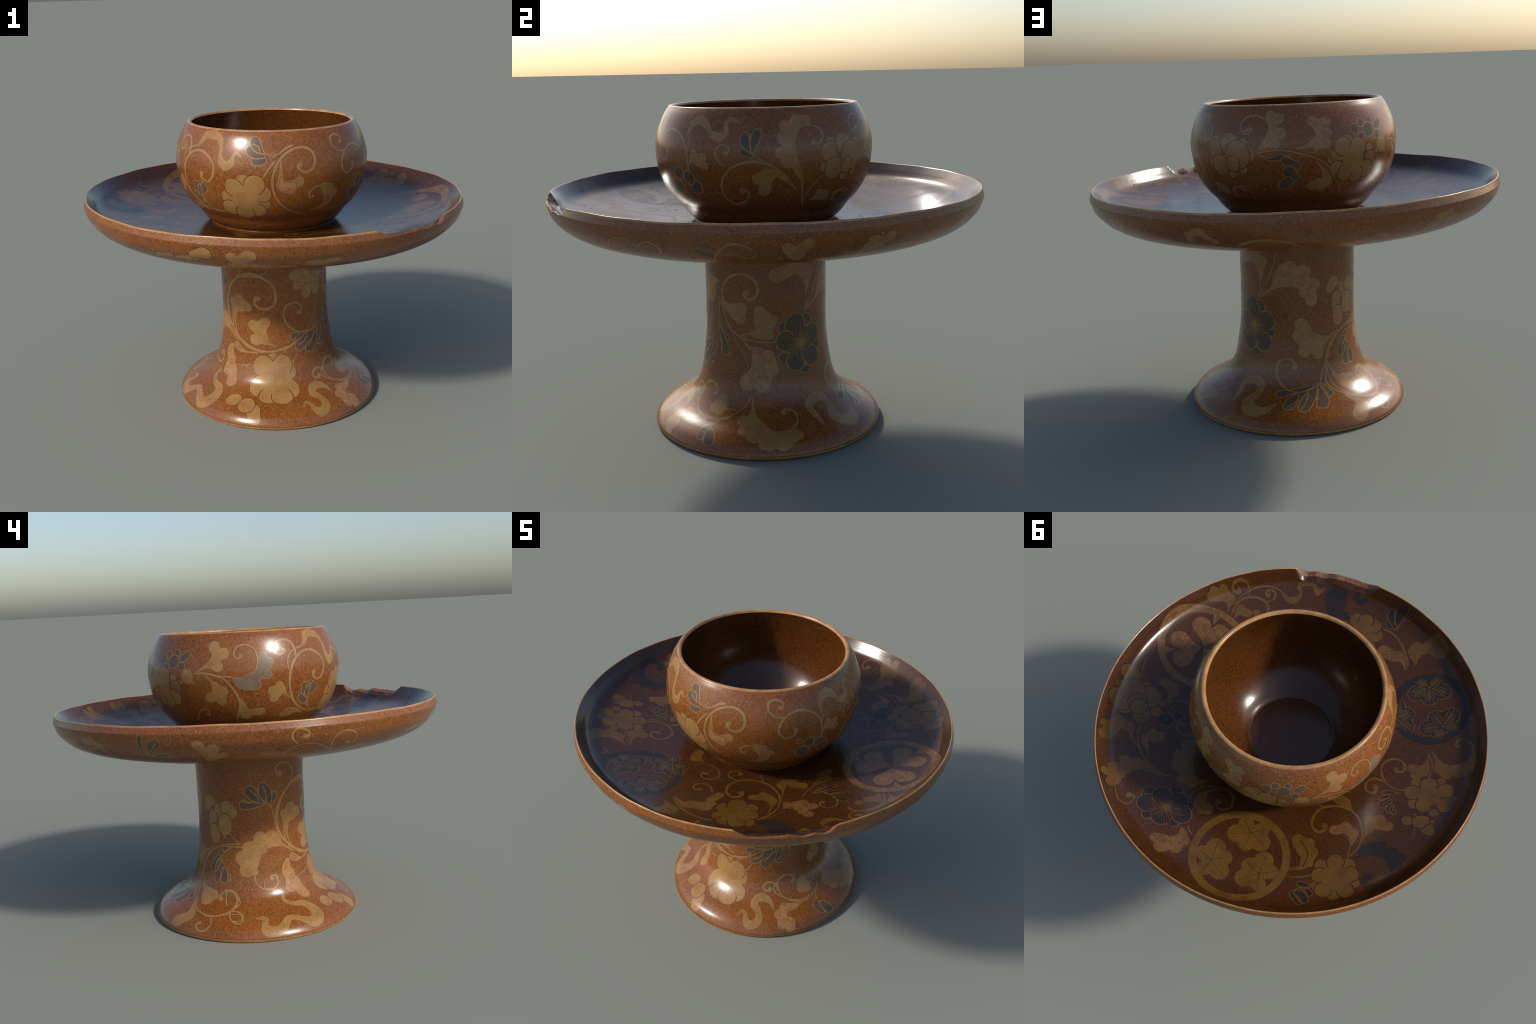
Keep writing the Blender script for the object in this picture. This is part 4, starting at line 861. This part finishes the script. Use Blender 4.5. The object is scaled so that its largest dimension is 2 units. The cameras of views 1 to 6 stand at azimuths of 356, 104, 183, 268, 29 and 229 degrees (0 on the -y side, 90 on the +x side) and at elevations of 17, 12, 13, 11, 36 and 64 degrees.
vine("dish", "vine", [(-0.692, 0.219), (-0.687, 0.143), (-0.65, 0.082), (-0.603, 0.047), (-0.543, 0.027), (-0.489, 0.039), (-0.439, 0.077), (-0.409, 0.133), (-0.417, 0.192), (-0.449, 0.231), (-0.492, 0.232), (-0.508, 0.2), (-0.493, 0.178), (-0.484, 0.197)], 4.3, 8.7, 14.7)
vine("dish", "vine", [(-0.382, 0.133), (-0.399, 0.125), (-0.413, 0.114)], 4.5, 4.5)
motif("dish", "leaf", "gold", [(-0.549, 0.027, 4.3), (-0.5, 0.025, 9.5), (-0.456, 0.022, 26.8), (-0.425, 0.036, 25.9)])
motif("dish", "leaf", "copper", [(-0.655, 0.158, 3.3), (-0.634, 0.131, 16.9), (-0.611, 0.105, 29.2)], [(-0.599, 0.112, 26.3), (-0.56, 0.107, 27.4)], [(-0.568, 0.119, 26.4), (-0.539, 0.162, 27.3)], outline=0.005, veins=[[(-0.641, 0.137), (-0.601, 0.125), (-0.553, 0.106)], [(-0.624, 0.128), (-0.567, 0.142), (-0.528, 0.166)]])
vine("dish", "vine", [(-0.688, 0.213), (-0.67, 0.185), (-0.655, 0.158)], 3.9, 3.9)
motif("dish", "leaf", "gold", [(-0.676, 0.111, 2.8), (-0.654, 0.062, 8.5), (-0.634, 0.015, 26.5), (-0.608, -0.003, 24.7)], [(-0.63, 0, 26.5), (-0.645, -0.039, 34.1)], [(-0.655, -0.019, 26.5), (-0.693, -0.048, 26.5)])
motif("dish", "leaf", "shadow", [(-0.695, 0.219, 2.8), (-0.72, 0.179, 5.1), (-0.718, 0.125, 26.1), (-0.716, 0.089, 22.4)], [(-0.736, 0.101, 30.7), (-0.749, 0.05, 25.2)], [(-0.771, 0.076, 30.7), (-0.815, 0.031, 27)], [(-0.813, 0.058, 30.6), (-0.86, 0.025, 26.8)], [(-0.855, 0.069, 25.8), (-0.883, 0.068, 21.2)])
vine("dish", "tendril", [(-0.837, 0.075), (-0.883, 0.105), (-0.904, 0.163), (-0.896, 0.223), (-0.864, 0.241), (-0.831, 0.233), (-0.828, 0.208), (-0.846, 0.197)], 8.6, 13.0, 15.5, style="shadow")
motif("dish", "bud", "gold", [(-0.728, -0.136, 25.6), (-0.737, -0.142, 25.6)], [(-0.829, -0.176, 35.8), (-0.849, -0.174, 27.3)], [(-0.778, -0.179, 38.9), (-0.787, -0.2, 27.5)], [(-0.817, -0.22, 12.3)], [(-0.733, -0.19, 9.5)], layered=True, fillet=0.001)
vine("dish", "vine", [(-0.783, -0.142), (-0.799, -0.115), (-0.824, -0.091)], 4.0, 3.1)
motif("dish", "leaf", "silver", [(-0.591, -0.213, 3.4), (-0.566, -0.189, 10.6), (-0.542, -0.162, 13.5)], [(-0.572, -0.159, 13.5), (-0.557, -0.128, 15.4)], [(-0.593, -0.146, 18.2), (-0.585, -0.107, 20.1)], [(-0.623, -0.142, 10.5), (-0.652, -0.122, 17.2)], [(-0.617, -0.135, 13.4), (-0.627, -0.116, 20.1)], layered=True, veins=[[(-0.577, -0.184), (-0.578, -0.159), (-0.557, -0.119)], [(-0.592, -0.159), (-0.588, -0.103)], [(-0.62, -0.139), (-0.633, -0.109)]])
motif("dish", "flower", "gold", [(-0.607, -0.318, 29.9)], [(-0.688, -0.403, 27.8)], [(-0.682, -0.224, 29.5)], [(-0.786, -0.261, 26.3)], [(-0.795, -0.382, 21.4)], [(-0.634, -0.266, 41)], [(-0.66, -0.352, 44.2)], [(-0.74, -0.385, 43)], [(-0.794, -0.328, 42.6)], [(-0.723, -0.256, 40.6)], [(-0.703, -0.311, 56.5)], layered=True, core=True, fillet=0.002)
vine("dish", "tendril", [(-0.494, -0.2), (-0.455, -0.181), (-0.442, -0.14), (-0.462, -0.109), (-0.496, -0.108), (-0.51, -0.133), (-0.494, -0.153), (-0.483, -0.137)], 5.9, 8.2, 13.6)
vine("dish", "vine", [(-0.605, -0.253), (-0.561, -0.213), (-0.503, -0.206), (-0.449, -0.227), (-0.419, -0.264), (-0.423, -0.311), (-0.458, -0.345), (-0.501, -0.339), (-0.516, -0.31), (-0.493, -0.289), (-0.476, -0.3)], 4.9, 7.6, 13.9)
motif("dish", "leaf", "gold", [(-0.524, -0.475, 3), (-0.556, -0.44, 7.6), (-0.584, -0.39, 31.6)], [(-0.564, -0.368, 31.6), (-0.534, -0.359, 24.1)], [(-0.575, -0.357, 28.5), (-0.567, -0.337, 18)])
vine("dish", "vine", [(-0.524, -0.475), (-0.584, -0.447), (-0.615, -0.411), (-0.629, -0.375)], 5.0, 5.0)
motif("dish", "leaf", "gold", [(-0.532, -0.495, 3.8), (-0.583, -0.48, 10.6), (-0.626, -0.457, 31.6)], [(-0.646, -0.465, 34.6), (-0.677, -0.454, 27)], [(-0.679, -0.498, 28.6), (-0.714, -0.509, 34.5)], [(-0.702, -0.53, 30.1), (-0.715, -0.561, 31.6), (-0.694, -0.612, 10.6)])
vine("dish", "tendril", [(-0.694, -0.612), (-0.639, -0.655), (-0.591, -0.656), (-0.573, -0.628), (-0.589, -0.602), (-0.605, -0.61)], 4.2, 5.6, 9.9)
paulownia_crest((-0.343, -0.657), (-0.481, -0.782), (-0.244, -0.741), (-0.462, -0.634))
motif("dish", "leaf", "gold", [(-0.098, -0.771, 3.2), (-0.073, -0.798, 7.2), (-0.041, -0.828, 37.1), (-0.022, -0.854, 30.8)], [(-0.059, -0.867, 30.7), (-0.072, -0.92, 37.2)], [(-0.088, -0.907, 33.9), (-0.139, -0.916, 37)], [(-0.079, -0.931, 30.7), (-0.096, -0.949, 29)])
vine("dish", "vine", [(0.184, -0.801), (0.113, -0.817), (0.025, -0.803), (-0.045, -0.77), (-0.086, -0.737)], 6.1, 6.1)
motif("dish", "leaf", "copper", [(-0.078, -0.722, 4), (-0.035, -0.746, 11.3), (0.004, -0.753, 30.6)], [(0.015, -0.732, 30.6), (0.084, -0.716, 34)])
motif("dish", "leaf", "silver", [(0.129, -0.845, 5.7), (0.17, -0.836, 14.8), (0.187, -0.841, 21.3)], [(0.15, -0.905, 18.1), (0.128, -0.947, 24.5)], [(0.15, -0.858, 18), (0.205, -0.876, 23), (0.225, -0.892, 16.5)], [(0.156, -0.882, 23), (0.179, -0.926, 34.5)], layered=True, outline=0.0045, veins=[[(0.133, -0.853), (0.19, -0.882), (0.216, -0.903)], [(0.139, -0.868), (0.155, -0.918)], [(0.133, -0.853), (0.134, -0.919), (0.121, -0.95)]])
motif("dish", "leaf", "shadow", [(0.35, -0.707, 7.4), (0.425, -0.681, 31.4), (0.457, -0.671, 38.1)], [(0.444, -0.698, 38.1), (0.506, -0.709, 46.6)], [(0.48, -0.727, 46.6), (0.503, -0.765, 38.4)])
vine("dish", "tendril", [(0.397, -0.865), (0.372, -0.847), (0.377, -0.813), (0.414, -0.799), (0.436, -0.814), (0.414, -0.826)], 8.5, 11.6, 15.5, style="shadow")
hollyhock_crest((0.719, 0.03), (0.842, 0.215), (0.798, -0.105))
vine("dish", "vine", [(0.781, -0.213), (0.81, -0.265), (0.815, -0.323), (0.795, -0.366), (0.765, -0.396), (0.722, -0.411), (0.691, -0.401), (0.674, -0.383)], 5.6, 9.4)
vine("dish", "tendril", [(0.807, -0.349), (0.83, -0.38), (0.862, -0.387), (0.89, -0.361), (0.898, -0.325), (0.886, -0.304), (0.863, -0.312), (0.861, -0.333), (0.872, -0.325)], 4.8, 8.7, 16.5)
vine("dish", "tendril", [(0.737, -0.407), (0.717, -0.429), (0.715, -0.465), (0.737, -0.485), (0.763, -0.476), (0.77, -0.449), (0.751, -0.44), (0.747, -0.458)], 5.2, 7.8, 14.7)
vine("dish", "vine", [(0.815, -0.258), (0.832, -0.314), (0.83, -0.366), (0.817, -0.421), (0.781, -0.479), (0.738, -0.51), (0.691, -0.516)], 3.5, 5.6)
motif("dish", "leaf", "gold", [(0.707, -0.516, 6.5), (0.666, -0.518, 14.9), (0.64, -0.536, 19.5), (0.633, -0.573, 13), (0.651, -0.599, 7.5), (0.676, -0.608, 12.1), (0.677, -0.63, 14.9), (0.652, -0.659, 11.2), (0.625, -0.675, 11.2), (0.596, -0.67, 14.9), (0.579, -0.688, 10.2), (0.581, -0.709, 4.2)], [(0.635, -0.532, 13.9)], [(0.584, -0.665, 14)])
motif("dish", "leaf", "gold", [(0.806, -0.209, 4.1), (0.832, -0.234, 8.3), (0.853, -0.261, 30.5)], [(0.877, -0.253, 30.5), (0.901, -0.257, 25.9)], [(0.892, -0.228, 25.9), (0.915, -0.205, 30.5)], [(0.906, -0.197, 21.2), (0.918, -0.176, 19.4)])
motif("dish", "leaf", "gold", [(0.755, -0.219, 3.2), (0.773, -0.247, 12.9), (0.781, -0.28, 22.1)], [(0.765, -0.273, 25.8), (0.735, -0.292, 23.9)])
motif("dish", "bud", "gold", [(0.707, -0.332, 20.3)])
motif("dish", "leaf", "gold", [(0.572, 0.396, 3.3), (0.575, 0.36, 9.8), (0.591, 0.323, 25.2), (0.615, 0.301, 26.4)], [(0.625, 0.305, 23.1), (0.662, 0.322, 24.2)], [(0.603, 0.321, 20.8), (0.58, 0.32, 20.8)])
vine("dish", "vine", [(0.567, 0.394), (0.555, 0.356), (0.526, 0.316), (0.484, 0.285)], 4.6, 4.6)
motif("dish", "bud", "silver", [(0.509, 0.391, 16.3)], [(0.464, 0.386, 29.2)], [(0.487, 0.45, 39.9), (0.477, 0.442, 38.8)], layered=True, fillet=0.001)
vine("dish", "tendril", [(0.316, 0.381), (0.344, 0.418), (0.382, 0.431), (0.416, 0.42), (0.423, 0.397), (0.402, 0.381), (0.392, 0.398)], 5.0, 7.0, 13.0)
motif("dish", "leaf", "gold", [(0.068, 0.482, 4.7), (0.094, 0.534, 19.7), (0.107, 0.56, 24.9)], [(0.129, 0.544, 34.3), (0.157, 0.583, 24.9)], [(0.184, 0.528, 38.7), (0.232, 0.547, 34.6)], [(0.229, 0.496, 38.9), (0.273, 0.51, 34.8)], [(0.268, 0.455, 39.1), (0.3, 0.444, 29.7)], [(0.283, 0.42, 29.7), (0.288, 0.391, 19.1)])
motif("dish", "flower", "gold", [(0.762, 0.519, 31.3)], [(0.697, 0.412, 29.1)], [(0.735, 0.586, 21.8)], [(0.574, 0.409, 21.9)], [(0.794, 0.438, 49.1)], [(0.659, 0.574, 42.5)], [(0.571, 0.531, 48)], [(0.551, 0.456, 33.3)], [(0.699, 0.558, 63.4)], [(0.639, 0.435, 63.7)], [(0.714, 0.483, 64.9)], [(0.643, 0.504, 51.8)], [(0.622, 0.513, 44.8)], layered=True, fillet=0.002)
vine("dish", "vine", [(0.835, 0.31), (0.793, 0.367), (0.732, 0.426)], 3.6, 3.6)
vine("dish", "vine", [(0.793, 0.367), (0.777, 0.346)], 2.6, 2.6)
vine("dish", "vine", [(0.535, 0.562), (0.505, 0.598), (0.445, 0.639), (0.386, 0.66), (0.323, 0.663), (0.266, 0.651), (0.229, 0.637), (0.185, 0.592)], 5.0, 5.0)
motif("dish", "leaf", "gold", [(0.432, 0.648, 3.2), (0.466, 0.65, 4.8), (0.51, 0.637, 11.7), (0.549, 0.616, 24.6)], [(0.559, 0.632, 24.6), (0.602, 0.652, 38.6)], [(0.588, 0.685, 29.9), (0.612, 0.713, 24.5)], [(0.573, 0.717, 29.8), (0.565, 0.747, 29.6)])
motif("dish", "leaf", "copper", [(0.332, 0.657, 3.7), (0.385, 0.628, 5.8), (0.426, 0.609, 14.9), (0.459, 0.592, 20.2)], [(0.45, 0.575, 24.5), (0.461, 0.544, 22.4)], [(0.432, 0.558, 24.5), (0.419, 0.52, 27.7)])
motif("dish", "leaf", "gold", [(0.223, 0.641, 3.1), (0.276, 0.673, 6.8), (0.329, 0.694, 24.1), (0.362, 0.705, 27.3)], [(0.349, 0.725, 27.2), (0.404, 0.748, 27.3)], [(0.359, 0.769, 29.2), (0.402, 0.814, 25)], [(0.352, 0.811, 29.1), (0.387, 0.863, 23.7)], [(0.335, 0.849, 28.9), (0.326, 0.874, 25.7)])
vine("dish", "vine", [(0.479, 0.578), (0.501, 0.551), (0.502, 0.503)], 3.5, 3.5)
vine("dish", "vine", [(0.526, 0.549), (0.493, 0.565)], 3.0, 3.0)
paulownia_leaf((-0.26, -0.493), (-0.311, -0.628))
motif("dish", "flower", "gold", [(0.27, -0.612, 42)], [(0.164, -0.67, 43.4)], [(0.182, -0.743, 41.4)], [(0.304, -0.663, 39.7)], [(0.229, -0.775, 40.9)], [(0.32, -0.729, 40.9)], [(0.201, -0.615, 49.7)], [(0.283, -0.758, 43.5)], [(0.236, -0.688, 73)], layered=True, core=True, fillet=0.002)
motif("dish", "leaf", "gold", [(0.371, -0.615, 3), (0.351, -0.556, 6), (0.331, -0.499, 24.5)], [(0.302, -0.488, 29), (0.263, -0.478, 24.8)], [(0.277, -0.496, 24.6), (0.229, -0.519, 21.1)])
vine("dish", "vine", [(0.348, -0.683), (0.376, -0.621), (0.381, -0.556), (0.361, -0.481), (0.312, -0.423), (0.251, -0.389), (0.184, -0.384), (0.124, -0.407), (0.085, -0.449), (0.079, -0.51), (0.106, -0.555), (0.148, -0.568), (0.174, -0.539), (0.166, -0.509), (0.154, -0.525)], 4.7, 8.7, 14.2)
vine("dish", "tendril", [(0.096, -0.433), (0.053, -0.428), (0.024, -0.41), (0.023, -0.379), (0.046, -0.36), (0.077, -0.368), (0.068, -0.387)], 4.7, 6.3, 11.9)
vine("dish", "vine", [(0.216, -0.379), (0.181, -0.35), (0.165, -0.32)], 4.6, 4.6)
motif("dish", "leaf", "gold", [(0.354, -0.45, 3.1), (0.329, -0.396, 5.8), (0.299, -0.355, 25.2)], [(0.303, -0.335, 25.3), (0.332, -0.301, 25.4)], [(0.347, -0.328, 20.7), (0.394, -0.309, 25.2)])
motif("dish", "leaf", "gold", [(0.439, -0.286, 3.1), (0.441, -0.235, 8.2), (0.44, -0.185, 25.6)], [(0.444, -0.165, 25.7), (0.45, -0.137, 21.2)], [(0.453, -0.193, 21), (0.476, -0.19, 19.2)])
vine("dish", "vine", [(0.438, -0.413), (0.437, -0.329), (0.458, -0.25), (0.499, -0.189), (0.548, -0.155)], 4.5, 3.3)
motif("dish", "flower", "silver", [(0.469, -0.35, 3.1), (0.475, -0.303, 8), (0.487, -0.271, 11.7)], [(0.579, -0.328, 12.3), (0.63, -0.33, 20.2)], [(0.492, -0.309, 9.8), (0.521, -0.254, 14.4), (0.533, -0.24, 12.6)], [(0.526, -0.311, 12.4), (0.581, -0.275, 18.7), (0.598, -0.261, 12.5)], layered=True, outline=0.0045, veins=[[(0.521, -0.303), (0.557, -0.243)], [(0.551, -0.306), (0.597, -0.268)]])
vine("dish", "tendril", [(0.47, -0.354), (0.505, -0.315), (0.557, -0.32), (0.607, -0.357), (0.615, -0.404), (0.589, -0.433), (0.549, -0.426), (0.536, -0.396), (0.559, -0.397)], 4.1, 6.2, 11.6)
motif("dish", "leaf", "copper", [(0.409, -0.532, 7.8), (0.4, -0.487, 20)], [(0.423, -0.498, 24.3), (0.464, -0.444, 28.8)], [(0.47, -0.491, 28.5), (0.519, -0.45, 28.6)], [(0.498, -0.511, 24), (0.537, -0.525, 26.4)], outline=0.005, veins=[[(0.413, -0.521), (0.456, -0.481), (0.524, -0.455)], [(0.427, -0.522), (0.491, -0.514), (0.538, -0.526)]])
vine("dish", "vine", [(0.35, -0.686), (0.392, -0.625), (0.431, -0.529)], 3.5, 2.8)
motif("dish", "leaf", "copper", [(-0.084, -0.726, 3.9), (-0.024, -0.749, 15.6), (0.014, -0.749, 18.1)], [(0.016, -0.737, 19.9), (0.053, -0.721, 22.5), (0.077, -0.721, 20.7)], [(0.065, -0.701, 24.3), (0.093, -0.674, 24.3)], [(0.07, -0.643, 24.5), (0.084, -0.589, 24.7)], outline=0.005)
vine("dish", "tendril", [(0.045, -0.59), (0.005, -0.549), (-0.041, -0.548), (-0.066, -0.578), (-0.053, -0.607), (-0.024, -0.603), (-0.024, -0.585)], 5.4, 6.6, 11.6)
vine("dish", "vine", [(-0.083, -0.735), (-0.007, -0.787), (0.077, -0.813), (0.14, -0.815), (0.182, -0.795)], 5.7, 4.5)
motif("dish", "leaf", "gold", [(-0.091, -0.785, 7.8), (-0.047, -0.813, 18.1), (-0.018, -0.818, 18)], [(-0.029, -0.838, 19.6), (-0.009, -0.852, 15.3)])
motif("dish", "leaf", "silver", [(0.131, -0.858, 9.2), (0.167, -0.85, 15), (0.2, -0.844, 10.8)])
vine("dish", "tendril", [(-0.17, -0.437), (-0.139, -0.397), (-0.083, -0.388), (-0.026, -0.415), (-0.007, -0.467), (-0.037, -0.5), (-0.08, -0.499), (-0.09, -0.465), (-0.062, -0.465)], 3.0, 7.0, 13.0)
motif("dish", "leaf", "gold", [(-0.152, -0.378, 8.4), (-0.189, -0.377, 31)], [(-0.203, -0.348, 26.5), (-0.201, -0.383, 21.6)], [(-0.209, -0.323, 26.6)])
vine("dish", "vine", [(0.568, 0.397), (0.55, 0.345), (0.496, 0.298), (0.421, 0.286), (0.365, 0.303), (0.336, 0.351), (0.337, 0.407), (0.379, 0.438), (0.417, 0.418), (0.41, 0.384)], 4.4, 5.7, 8.8)
vine("dish", "tendril", [(0.492, 0.293), (0.439, 0.261), (0.434, 0.213), (0.469, 0.181), (0.508, 0.198), (0.506, 0.234), (0.483, 0.235)], 3.7, 5.6, 10.0)
